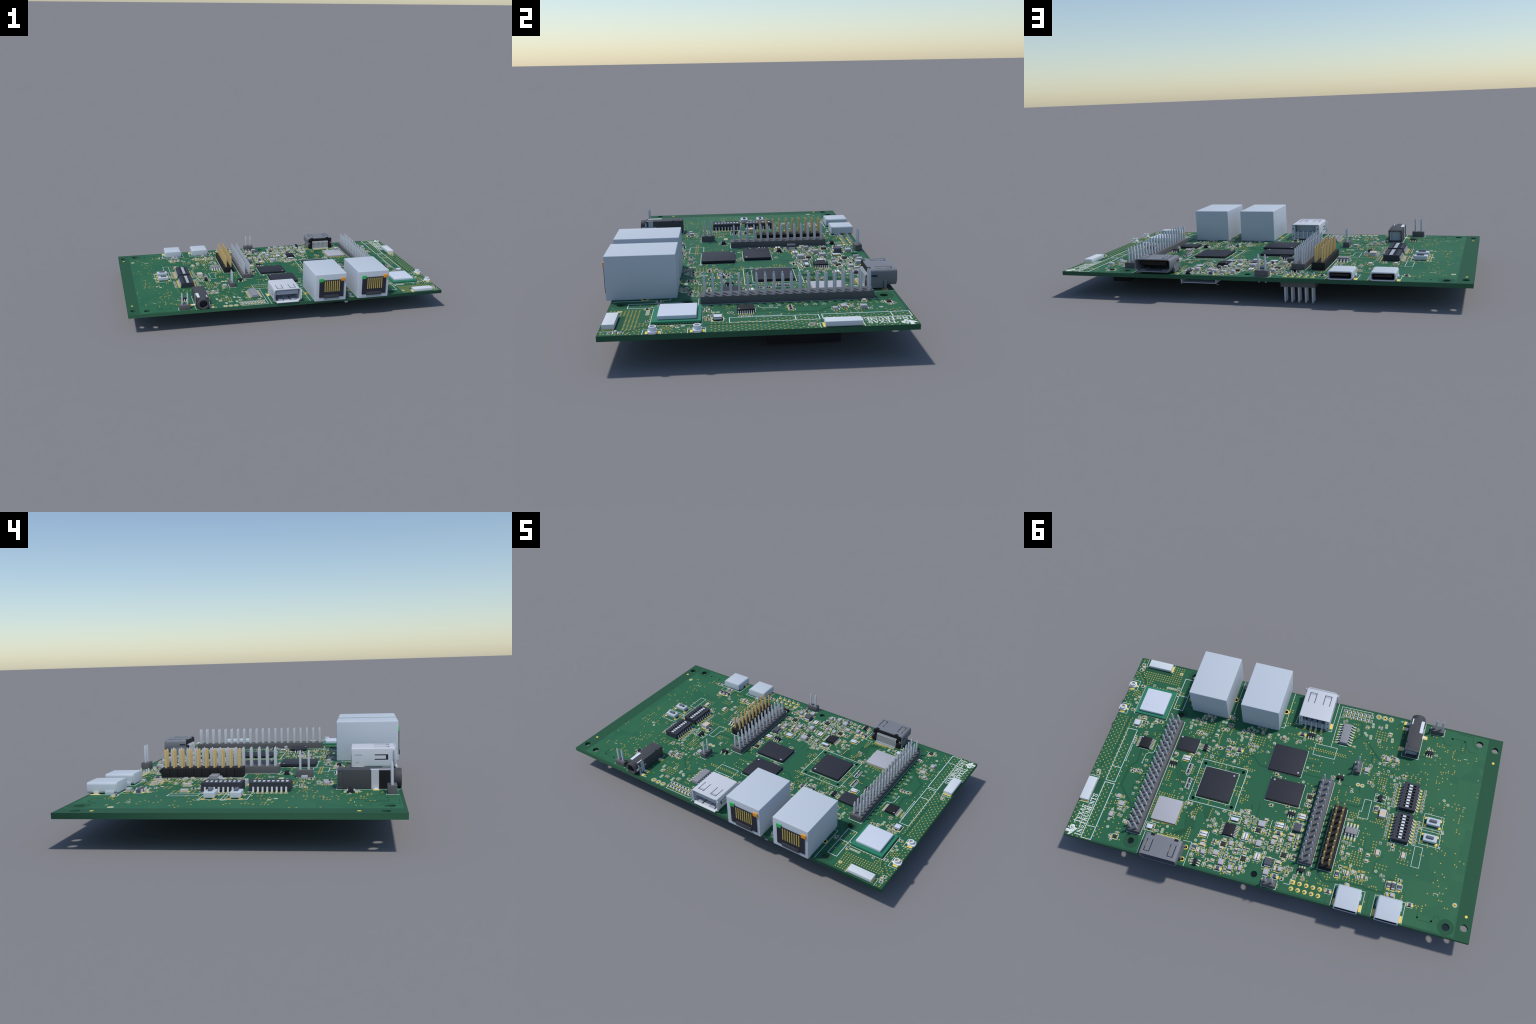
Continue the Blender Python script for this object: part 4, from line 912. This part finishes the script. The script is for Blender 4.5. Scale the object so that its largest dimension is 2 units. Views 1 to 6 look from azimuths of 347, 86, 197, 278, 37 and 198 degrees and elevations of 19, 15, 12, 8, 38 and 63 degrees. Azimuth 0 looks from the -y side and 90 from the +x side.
# white two-bar power switches
for x, y, along_y in ((42.4, -0.45, False), (25.5, 28.6, False), (10.1, 25.4, True), (-1.4, 17.5, False), (-8.6, 11.8, False), (3.4, 31.9, True)):
    s = Shape()
    s.box(-1.4, 1.4, -1.0, 1.0, 0.03, 0.35, "brown")
    for sg in (-1, 1):
        s.block(0.22, sg * 0.52, 2.3, 0.82, 0.1, 0.55, "white").block(-1.22, sg * 0.52, 0.4, 0.82, 0.1, 0.55, "white")
    part("power_switch", s, at=(x, y, TOP), turn=-90 if along_y else 180, bevel=0.04)
    if along_y:
        pad(x - 1.1, y - 0.1, 0.5, 2.5), pad(x + 1.1, y - 0.1, 0.5, 2.5)
        line([(x - 1.5, y - 1.75), (x + 1.5, y - 1.75)]), line([(x - 1.5, y + 1.75), (x + 1.5, y + 1.75)])
    else:
        pad(x + 0.1, y - 1.1, 2.5, 0.5), pad(x + 0.1, y + 1.1, 2.5, 0.5)
        line([(x - 1.75, y - 1.4), (x - 1.75, y + 1.4)]), line([(x + 1.75, y - 1.4), (x + 1.75, y + 1.4)])

# --------------------------------------------------- radio module and antennas
s = Shape().box(-6.65, 6.65, -6.65, 6.65, 0.22, 0.85, "module")
for i in range(16):
    t = (i - 7.5) * 0.78
    s.block(-6.35, t, 0.5, 0.4, 0.04, 0.23, "via").block(6.35, t, 0.5, 0.4, 0.04, 0.23, "via").block(t, 6.35, 0.4, 0.5, 0.04, 0.23, "via")
radio = part("radio_module", s, at=(63.3, -21.55, TOP))
part("shield_lid", Shape().box(-5.2, 5.2, -5.3, 5.3, 0.85, 1.98, "lid"), radio, bevel=0.22, at=(-0.1, 0.15, 0), segments=3)
for x, y, sx, sy in ((67.5, -39.25, 9.9, 3.3), (74.75, 22.7, 3.55, 9.9)):
    part("chip_antenna", Shape().block(0, 0, sx, sy, 0.12, 1.5, "ceramic"), at=(x, y, TOP), bevel=0.1)
    for sg in (-1, 1):
        if sx > sy:
            pad(x + sg * (sx / 2 + 0.15), y, 0.7, sy - 0.3)
        else:
            pad(x, y + sg * (sy / 2 + 0.15), sy * 0.33, 0.7)
for x, y in ((75.6, -27.35), (75.55, -15.75)):
    s = Shape().prism([(-0.9, -1.2), (1.2, -1.2), (1.75, -0.75), (1.75, 0.75), (1.2, 1.2), (-0.9, 1.2), (-1.3, 0.6), (-1.3, -0.6)], 0.1, 0.75, "white")
    ob = part("coaxial_connector", s, at=(x, y, TOP), bevel=0.05)
    part("coaxial_collar", Shape().ring(0, 0, 0.72, 1.05, 0.7, 1.75, "white", 24), ob, smooth=35)
    part("coaxial_core", Shape().disc(0, 0, 0.7, 0.7, 0.85, "insulator", 20).disc(0, 0, 0.22, 0.7, 1.3, "pad", 10), ob, smooth=35)
    pad(x + 0.1, y - 1.55, 1.9, 0.75), pad(x + 0.1, y + 1.55, 1.9, 0.75), pad(x - 1.5, y, 0.55, 0.9)
for x, y, sx, sy, h in ((67.25, -10.45, 2.45, 2.45, 1.1), (46.3, 31.3, 2.45, 1.95, 0.75), (15.95, 19.8, 3.25, 1.45, 0.75)):
    s = Shape().block(0, 0, sx + 0.15, sy + 0.15, 0.05, 0.3, "chip_black").block(0, 0, sx, sy, 0.3, h, "lid")
    part("crystal_oscillator", s, at=(x, y, TOP), bevel=0.1)
    for sg in (-1, 1):
        for k in (-1, 1):
            pad(x + sg * sx * 0.4, y + k * sy * 0.42, sx * 0.4, sy * 0.45)

# -------------------------------------------------------------- network jacks
# both jacks: shell 15.55 wide, 20.9 deep, 13.4 tall, a raised dark slab on the front standing in for the opening
for jx in (39.75, 18.2):
    w, d, h = 15.55, 20.9, 13.55
    shell = part("network_jack", Shape().box(-w / 2, w / 2, -d / 2, d / 2, 0.03, h, "shell"), at=(jx, -32.83, TOP), bevel=0.28, segments=3)
    f = -d / 2
    part("socket_insert", Shape().box(-5.75, 6.35, f - 0.35, f + 1, 2.0, 10.6, "socket"), shell)
    part("socket_sill", Shape().box(-6.3, 6.7, f - 0.12, f + 1, 1.0, 2.0, "shell").box(-3.2, 4.2, f - 0.2, f + 1, 0.6, 1.5, "insulator"), shell)
    part("latch_bar", Shape().box(-3.5, 4.0, f - 0.62, f, 1.55, 3.15, "socket_bar"), shell, bevel=0.06)
    part("indicator_light", Shape().box(-5.95, -3.85, f - 0.45, f + 1, 9.9, 11.6, "led_green"), shell, bevel=0.08)
    part("indicator_light", Shape().box(4.95, 7.0, f - 0.45, f + 1, 9.9, 11.6, "led_amber"), shell, bevel=0.08)
    me = mesh_of("socket_contact", Shape().box(-0.22, 0.22, 0, 0.2, 0, 5.4, "contact"))
    for i in range(8):
        place("socket_contact", me, shell, (-3.0 + i * 1.01, f - 0.5, 4.8))

# ------------------------------------------------------------------ usb socket
ux0, ux1, uy0, uy1, uz0, uz1, ut = -8.9, 3.7, -41.45, -27.85, 0.7, 6.75, 0.3
cx = (ux0 + ux1) / 2
s = Shape()
outer, inner = round_rect(ux0 - cx, ux1 - cx, uz0, uz1, 0.45, 4), round_rect(ux0 - cx + ut, ux1 - cx - ut, uz0 + ut, uz1 - ut, 0.3, 4)
s.tube(outer, inner, uy0, uy1, "steel")
s.box(ux0 - cx + 0.02, ux0 - cx + 0.3, uy1 - 3.9, uy1 - 0.02, 0.05, uz0 + 0.6, "steel").box(ux1 - cx - 0.3, ux1 - cx - 0.02, uy1 - 3.9, uy1 - 0.02, 0.05, uz0 + 0.6, "steel")                      # skirt at the back
usb = part("usb_socket", s, at=(cx, 0, TOP), smooth=35)
# flared lips round the mouth
s = Shape()
s.prism([(uy0 + 0.25, uz1 - 0.05), (uy0 - 0.22, uz1 + 0.38), (uy0 - 0.42, uz1 + 0.22), (uy0 + 0.1, uz1 - 0.32)], ux0 - cx + 0.6, ux1 - cx - 0.6, "steel", "x")
s.prism([(uy0 + 0.25, uz0 + 0.05), (uy0 - 0.6, uz0 - 0.5), (uy0 - 0.75, uz0 - 0.15), (uy0 + 0.1, uz0 + 0.4)], ux0 - cx + 0.9, ux1 - cx - 0.9, "steel", "x")
for sg in (-1, 1):
    e = sg * (ux1 - ux0) / 2
    s.prism([(e, uy0 + 0.3), (e + sg * 0.6, uy0 - 0.32), (e + sg * 0.75, uy0 - 0.08), (e + sg * 0.3, uy0 + 0.6), (e - sg * 0.3, uy0 + 0.6)], uz0 + 0.7, uz1 - 0.7, "steel")
part("mouth_lip", s, usb, bevel=0.08)
part("contact_tongue", Shape().box(-5.4, 5.4, uy0 + 0.7, uy1 - 3, 4.0, 5.9, "insulator").box(-5.9, 5.9, uy1 - 5.5, uy1 - 2.7, 1.05, uz1 - 0.35, "insulator"), usb, bevel=0.1)
s = Shape()
for k in (-3.1, 3.1):                                 # stamped springs: dark strips laid on for slots, tongue between
    x = k
    s.box(x - 1.45, x - 1.2, uy0 + 2.4, uy0 + 6.6, uz1 - 0.05, uz1 + 0.02, "slot").box(x + 1.2, x + 1.45, uy0 + 2.4, uy0 + 6.6, uz1 - 0.05, uz1 + 0.02, "slot")
    s.box(x - 1.45, x + 1.45, uy0 + 1.75, uy0 + 2.5, uz1 - 0.05, uz1 + 0.022, "slot")
    s.box(x - 1.15, x + 1.15, uy0 + 1.95, uy0 + 2.8, uz1 - 0.1, uz1 + 0.03, "insulator")
    s.box(x - 1.1, x + 1.1, uy0 + 0.4, uy0 + 5.0, uz0 + ut - 0.05, uz0 + ut + 0.35, "insulator")
    s.box(x - 1.5, x - 1.2, uy0 + 0.4, uy0 + 6, uz0 + ut - 0.02, uz0 + ut + 0.02, "slot").box(x + 1.2, x + 1.5, uy0 + 0.4, uy0 + 6, uz0 + ut - 0.02, uz0 + ut + 0.02, "slot")
for sg in (-1, 1):
    e = sg * (ux1 - ux0) / 2
    a, b = sorted((e - sg * 0.05, e + sg * 0.02))
    s.box(a, b, uy0 + 2.2, uy0 + 6.4, 4.35, 4.65, "slot").box(a, b, uy0 + 2.2, uy0 + 6.4, 2.95, 3.25, "slot").box(a, b, uy0 + 2.2, uy0 + 2.9, 3.25, 4.35, "slot")  # dark strips laid on the side walls as slots
    s.box(a, b, uy1 - 3.3, uy1 - 0.8, 4.3, 4.7, "insulator").box(a, b, uy1 - 2.3, uy1 - 1.4, 1.9, 2.4, "insulator")
part("stamped_spring", s, usb)
s = Shape()                                           # slotted rear wall with four tails, set back between two flaps
s.box(-6.27, -4.7, uy1 - 0.35, uy1 + 0.04, 0.15, uz1 - 0.5, "steel").box(4.7, 6.27, uy1 - 0.35, uy1 + 0.04, 0.15, uz1 - 0.5, "steel")
s.box(-4.7, 4.7, uy1 - 2.6, uy1 - 2.0, 0.6, uz1 - 0.35, "insulator")
for a, b in ((-4.65, -3.7), (-3.0, -1.5), (-0.75, 0.75), (1.5, 3.0), (3.7, 4.65)):
    s.box(a, b, uy1 - 1.6, uy1 - 0.2, 0.2, 3.4, "insulator")
for z in (1.2, 4.4):
    s.box(-5.8, -5.5, uy1, uy1 + 0.06, z, z + 0.8, "slot").box(5.5, 5.8, uy1, uy1 + 0.06, z, z + 0.8, "slot")  # dark patches on the flaps in place of slots
part("rear_wall", s, usb)
me = mesh_of("solder_tail", Shape().box(-0.3, 0.3, -0.5, 0.25, 0.15, 3.8, "tin").box(-0.3, 0.3, 0.2, 1.3, 0.08, 0.25, "tin"))
for k in (-3.4, -1.0, 1.0, 3.4):
    place("solder_tail", me, usb, (-k, uy1, 0))
    pad(cx - k, uy1 + 1.2, 1.0, 1.5)

# --------------------------------------------------------------- display socket
hx0, hx1, hy0, hy1, hz0, hz1 = 30.75, 45.15, 35.6, 44.0, 1.05, 5.98
cx = (hx0 + hx1) / 2
half = (hx1 - hx0) / 2


def display_outline(grow):
    a, r, n = half + grow, 1.0 + grow, 6
    top, mid, low = hz1 + grow, 2.55, hz0 - grow
    pts = [(a - r + r * math.cos(math.radians(90 * k / n)), top - r + r * math.sin(math.radians(90 * k / n))) for k in range(n + 1)]
    pts += [(-a + r - r * math.sin(math.radians(90 * k / n)), top - r + r * math.cos(math.radians(90 * k / n))) for k in range(n + 1)]
    return pts + [(-a, mid), (-a + 1.05, low), (a - 1.05, low), (a, mid)]


s = Shape().tube(display_outline(0), display_outline(-0.38), hy0, hy1, "display_shell")
for sg in (-1, 1):                                    # side skirts and legs down to the panel
    a, b = sorted((sg * half, sg * (half - 0.38)))
    s.box(a + 0.02 * sg, b + 0.02 * sg, hy0 - 0.2, hy0 + 4.3, 0.35, 3.2, "display_shell")
    a, b = sorted((sg * (half - 0.05), sg * (half + 0.38)))
    s.prism([(sg * (half - 0.1), 3.2), (sg * (half + 0.5), 1.6), (sg * (half + 0.5), -0.2), (sg * (half - 0.1), -0.2), (sg * (half - 0.4), 1.6)], 40.0, 40.75, "display_shell", "y")
    s.box(a, b, 35.2, 35.9, -0.2, 1.6, "display_shell")
display = part("display_socket", s, at=(cx, 0, TOP), smooth=35)
s = Shape()
s.prism([(p[0] * 0.94, 0.25 + (p[1] - 0.25) * 0.93) for p in display_outline(-0.4)], hy0 + 0.5, hy0 + 3.2, "display_plastic", "y")
s.box(-6.7, 6.7, hy0 - 0.1, hy0 + 0.6, 4.2, 5.4, "display_plastic")                         # beam above the tails
for sg in (-1, 1):                                    # feet either side of them
    a, b = sorted((sg * 4.85, sg * 6.75))
    s.box(a, b, hy0 - 0.9, hy0 + 1.2, 0.05, 2.3, "display_plastic").box(a, b, hy0 - 0.25, hy0 + 0.8, 2.3, 3.8, "display_plastic")
    a, b = sorted((sg * 5.9, sg * 6.95))
    s.box(a, b, hy0 - 0.45, hy0 - 0.2, 2.5, 3.3, "display_shell")
s.box(-5.2, 5.2, hy0 + 3, hy1 - 1.6, 3.4, 4.5, "display_plastic")
for k in (-4.9, 4.3):
    s.box(k - 0.75, k + 0.75, hy0 - 0.15, hy0 + 0.8, hz1 - 0.9, hz1 + 0.04, "display_plastic")
part("socket_insert", s, display, bevel=0.05)
s = Shape()
for k in (-4.55, 4.55):                               # dark strips laid on the cover in place of spring slots
    s.box(k - 1.15, k - 0.85, hy0 + 2.2, hy0 + 7.1, hz1 - 0.1, hz1 + 0.02, "slot").box(k + 0.85, k + 1.15, hy0 + 2.2, hy0 + 7.1, hz1 - 0.1, hz1 + 0.02, "slot")
    s.box(k - 1.15, k + 1.15, hy0 + 6.9, hy0 + 7.15, hz1 - 0.1, hz1 + 0.021, "slot")
    s.box(k + 0.92, k + 1.02, hy0 + 3.4, hy0 + 5.4, hz1, hz1 + 0.025, "gold_line")
    s.box(k - 1.2, k + 1.2, hy0 + 3, hy1 - 1.0, hz0 + 0.3, hz0 + 0.75, "display_shell")
for sg in (-1, 1):
    a, b = sorted((sg * (half - 0.05), sg * (half + 0.02)))
    s.box(a, b, hy0 + 0.2, hy0 + 2.4, 3.9, 4.4, "slot")  # dark strip on the side wall, no slot is cut
part("stamped_spring", s, display)
me = mesh_of("contact_blade", Shape().box(-0.13, 0.13, hy0 + 3.2, hy1 - 1.7, 4.45, 4.58, "gold_line"))
for i in range(10):
    place("contact_blade", me, display, (-4.5 + i, 0, 0))
me = mesh_of("solder_tail", Shape().prism([(0.2, 4.1), (-0.5, 4.0), (-0.85, 3.5), (-0.95, 0.3), (-2.3, 0.22), (-2.3, 0.08), (-0.8, 0.1), (-0.7, 3.4), (-0.45, 3.75), (0.2, 3.85)], -0.12, 0.12, "tin", "x"))
for i in range(19):
    place("solder_tail", me, display, (-4.5 + i * 0.5, hy0, 0))
    pad(cx - 4.5 + i * 0.5, hy0 - 2.15, 0.28, 1.0)

# --------------------------------------------------------- reversible sockets
for cx in (-32.75, -47.65):
    w, y0, y1, z0, z1 = 4.4, 34.9, 43.5, 0.15, 3.25
    s = Shape()
    s.tube(round_rect(-w, w, z0, z1, 0.75, 6), round_rect(-w + 0.45, w - 0.45, z0 + 0.45, z1 - 0.45, 0.6, 6), y0 + 0.3, y1, "shell")
    s.prism(round_rect(-w, w, z0, z1, 0.75, 6), y0, y0 + 0.3, "shell", "y")
    ob = part("data_socket", s, at=(cx, 0, TOP), bevel=0.12, smooth=50)
    part("socket_insert", Shape().box(-3.9, 3.9, y0 + 0.3, y0 + 3.0, z0 + 0.5, z1 - 0.5, "socket").box(-3.1, 3.1, y0 + 3, y1 - 0.8, 1.35, 2.0, "socket")
         .box(-3.9, 3.9, y0 + 3, y1 - 0.25, z0 + 0.45, z0 + 0.7, "socket").box(-3.75, 3.75, y0 + 3, y1 - 0.3, z1 - 0.62, z1 - 0.46, "socket"), ob)
    me = mesh_of("contact_blade", Shape().box(-0.13, 0.13, y0 + 4, y1 - 0.95, 1.98, 2.06, "gold_line"))
    for i in range(12):
        place("contact_blade", me, ob, (-2.75 + i * 0.5, 0, 0))
    s = Shape()
    for sg in (-1, 1):
        a, b = sorted((sg * (w - 0.1), sg * (w + 0.3)))
        s.box(a, b, 35.8, 38.3, -0.02, 0.9, "shell")
        s.box(min(sg * (w - 0.4), sg * (w + 0.12)), max(sg * (w - 0.4), sg * (w + 0.12)), 40.2, 41.6, -0.1, 0.9, "shell")
    part("anchor_tab", s, ob, bevel=0.06)

# ------------------------------------------------------------------ audio jack
ax0, ax1, ay0, ay1, az1 = -45.75, -40.05, -39.85, -24.65, 5.2
cx, cy = (ax0 + ax1) / 2, (ay0 + ay1) / 2
s = Shape().box(ax0 - cx, ax1 - cx, ay0 - cy, ay1 - cy - 1.4, 0.1, az1, "audio")
x0, x1, y = ax0 - cx, ax1 - cx, ay1 - cy
s.box(x0, x1, y - 1.4, y, az1 - 0.45, az1, "audio").box(x0, x1, y - 1.4, y, 0.1, 0.7, "audio")
s.box(x0, x0 + 0.5, y - 1.4, y, 0.7, az1 - 0.45, "audio").box(x1 - 0.5, x1, y - 1.4, y, 0.7, az1 - 0.45, "audio")
audio = part("audio_jack", s, at=(cx, cy, TOP), bevel=0.1)
part("rear_plate", Shape().box(x0 + 0.5, x1 - 0.5, y - 1.4, y - 1.1, 0.7, az1 - 0.45, "insulator").box(x1 - 0.95, x1 - 0.55, y - 1.1, y - 0.3, 0.9, az1 - 0.6, "terminal"), audio)
n = 32
ring = lambda r: [(r * math.cos(a), 2.6 + r * math.sin(a)) for a in angles(n)]
part("barrel", Shape().tube(ring(2.65), ring(1.85), ay0 - cy - 1.85, ay0 - cy + 0.1, "audio").prism(ring(1.9), ay0 - cy - 0.4, ay0 - cy + 0.05, "socket", "y"), audio, bevel=0.15, smooth=40)
s = Shape()                                           # bright contact springs on top and down the sides
s.box(x0 + 0.3, x0 + 1.55, ay0 - cy + 0.9, ay0 - cy + 6.4, az1 - 0.05, az1 + 0.05, "white")
s.box(x0 - 0.1, x0 + 0.1, ay0 - cy + 4.2, ay0 - cy + 6.2, 0.05, az1, "terminal").box(x0 - 0.12, x0 + 0.05, ay0 - cy + 1.2, ay0 - cy + 4.0, 0.3, az1 - 0.3, "display_plastic")
s.box(x1 - 1.0, x1 - 0.6, ay0 - cy + 0.5, ay0 - cy + 3.1, az1 - 0.05, az1 + 0.05, "white")
s.box(x1 - 0.05, x1 + 0.15, ay0 - cy + 1.3, ay0 - cy + 3.2, 0.05, az1 - 0.2, "insulator").box(x1 - 0.05, x1 + 0.12, ay0 - cy - 0.2, ay0 - cy + 4.4, 2.2, 2.9, "insulator")
s.box(x1 - 0.05, x1 + 0.13, ay0 - cy - 0.1, ay0 - cy + 0.5, 3.0, 4.6, "insulator").box(x1 - 0.05, x1 + 0.13, ay0 - cy + 0.2, ay0 - cy + 0.9, 0.05, 1.8, "insulator")
s.box(x1 - 0.05, x1 + 0.25, ay0 - cy + 3.4, ay0 - cy + 5.2, 0.4, 2.0, "audio")
s.box(x1 - 0.6, x1 + 0.2, ay0 - cy - 1.3, ay0 - cy - 0.1, 2.1, 2.9, "insulator")
s.box(x0 + 0.9, x0 + 1.1, y - 1.6, y - 1.2, az1, az1 + 0.015, "slot").box(x1 - 1.2, x1 - 0.9, y - 2.4, y - 1.9, az1, az1 + 0.015, "slot").box(x1 - 0.7, x1 + 0.01, y - 4.2, y - 3.4, az1 - 0.3, az1 + 0.015, "slot")  # dark patches laid on the top in place of small slots
part("contact_spring", s, audio)
for px, py, tx in ((-38.6, -39.6, 0.2), (-38.6, -36.9, 0.2), (-38.8, -27.5, 0.5), (-47.0, -34.9, -0.4)):
    pad(px, py, 2.0, 1.9 if py > -30 else 1.6)
    part("solder_tab", Shape().block(0, 0, 1.5, 1.0, 0.06, 0.22, "white"), audio, at=(px - cx - (0.5 if px > cx else -0.5), py - cy, 0))

# -------------------------------------------------------------- slide switches
for cy in (-6.7, 6.55):
    body = Shape().block(0, 0, 6.05, 11.2, 0.25, 1.75, "switch")        # floor, then rails and bars round eight open windows
    body.box(-3.025, -1.65, -5.6, 5.6, 1.75, 2.45, "switch").box(1.65, 3.025, -5.6, 5.6, 1.75, 2.45, "switch")
    edges = [-5.6] + [(i - 3.5) * 1.27 + sg * 0.37 for i in range(8) for sg in (-1, 1)] + [5.6]
    for a, b in zip(edges[::2], edges[1::2]):
        body.box(-1.65, 1.65, a, b, 1.75, 2.45, "switch")
    ob = part("slide_switch_bank", body, at=(-46.2, cy, TOP))
    s = Shape()
    for i in range(8):
        s.block(0, (i - 3.5) * 1.27, 3.28, 0.72, 1.7, 1.8, "slot")
    part("window_floor_sheet", s, ob)  # thin dark sheets added on the window floors
    me = mesh_of("slider", Shape().block(0, 0, 1.3, 0.7, -0.6, 0.3, "slider"))
    lead = mesh_of("lead", gull_lead(0.5, 1.0, 1.15))
    for i in range(8):
        yy = (i - 3.5) * 1.27
        place("slider", me, ob, (0.25, yy, 2.2))
        for sg in (-1, 1):
            place("lead", lead, ob, (sg * 3.0, yy, 0.05), -90 * sg)
            pad(-46.2 + sg * 3.95, cy + yy, 0.95, 0.75)

# ----------------------------------------------------------------- push buttons
for cy in (1.0, 7.85):
    ob = part("push_button", Shape().block(0, 0, 5.2, 2.9, 0.15, 1.75, "shell"), at=(-56.95, cy, TOP), bevel=0.25, segments=3)
    part("button_cap", Shape().block(0.1, 0, 2.8, 1.05, 1.6, 2.45, "button"), ob, bevel=0.3, segments=3)
    for sx in (-1, 1):
        for sy in (-1, 1):
            pad(-56.95 + sx * 2.75, cy + sy * 1.5, 1.0, 1.0)


# ----------------------------------------------------------------- pin headers
def pin_mesh(low, high, mat, w=0.64):
    s, a, b = Shape(), w / 2, w * (0.36 if mat == "pin_gold" else 0.26)
    sq = lambda r, z: [(-r, -r, z), (r, -r, z), (r, r, z), (-r, r, z)]
    vs = sq(b, low) + sq(a, low + 0.75) + sq(a, high - (0.35 if mat == "pin_gold" else 0.95)) + sq(b, high)
    fs = [(3, 2, 1, 0), (12, 13, 14, 15)]
    for k in (0, 4, 8):
        fs += [(k + i, k + (i + 1) % 4, k + 4 + (i + 1) % 4, k + 4 + i) for i in range(4)]
    s.add(vs, fs, mat)
    return mesh_of("pin", s, bevel=0.06)


def header(cx, cy, cols, rows, base, pins, tall=2.27):
    w, d = cols * PITCH, rows * PITCH
    if base == "header_black":                        # scored between the positions
        s = Shape()
        for j in range(rows):
            y = (j - (rows - 1) / 2) * PITCH
            c, a, b = 0.16, w / 2, PITCH / 2
            s.prism([(-a, y - b + c), (-a + c, y - b), (a - c, y - b), (a, y - b + c), (a, y + b - c), (a - c, y + b), (-a + c, y + b), (-a, y + b - c)], 0.03, 2.95, base)
    else:
        s = Shape().block(0, 0, w - 0.04, d - 0.1, 0.03, tall, base)
    ob = part("pin_header", s, at=(cx, cy, TOP), bevel=0.06)
    for i in range(cols):
        for j in range(rows):
            place("pin", pins, ob, ((i - (cols - 1) / 2) * PITCH, (j - (rows - 1) / 2) * PITCH, 0))


PIN = pin_mesh(-2.4, 8.08, "pin")
header(51.43, 9.95, 2, 20, "header", PIN)
header(-14.28, 12.33, 2, 14, "header", PIN)
header(-21.93, 17.42, 2, 10, "header_black", pin_mesh(-2.2, 8.6, "pin_gold"))
header(-51.3, -38.95, 2, 1, "header", PIN)
header(-24.15, -14.1, 1, 2, "header", PIN)
header(-3.75, 40.85, 2, 1, "header", PIN)
# the hanging header: body below, tails soldered on the upper face
s = Shape().block(0, 0, 5 * PITCH, 2 * PITCH, -2.0, -0.02, "header")
hang = part("pin_header", s, at=(-17.09, 39.1, UNDER), bevel=0.06)
me = pin_mesh(-UNDER, TOP - UNDER + 1.35, "pin")
for i in range(5):
    for j in range(2):
        lx, ly = (i - 2) * PITCH, (j - 0.5) * PITCH
        place("pin", me, hang, (lx, ly, 0))
        x, y = -17.09 + lx, 39.1 + ly
        if i == 4 and j == 0:
            pad(x, y, 1.65, 1.65)
        else:
            pads.disc(x, y, 0.84, zp0, zp1, "pad", 24)

# ------------------------------------------------------------------- underside
s = Shape()
s.tube(round_rect(-7.05, 7.05, -1.62, -0.02, 0.2, 2), round_rect(-6.75, 6.75, -1.42, -0.2, 0.15, 2), 0, 14.5, "shell")
slot = part("memory_card_slot", s, at=(20.75, 27.4, UNDER))
part("socket_insert", Shape().box(-6.75, 6.75, 0.5, 8, -1.42, -0.2, "socket"), slot)
part("expansion_socket", Shape().box(58.8, 66.2, 3.0, 23.5, 1.2, UNDER - 0.02, "chip_black"), bevel=0.2)
part("underside_connector", Shape().box(26.1, 30.6, -27.2, -22.0, 0.95, UNDER - 0.02, "chip_black"), bevel=0.2)
part("underside_terminal", Shape().box(26.4, 27.9, -41.3, -40.1, 7.1, UNDER - 0.02, "terminal"), bevel=0.1)

part("via", vias, stuff=True)
part("solder_pad", pads, stuff=True)
part("silkscreen_marking", silk, stuff=True)
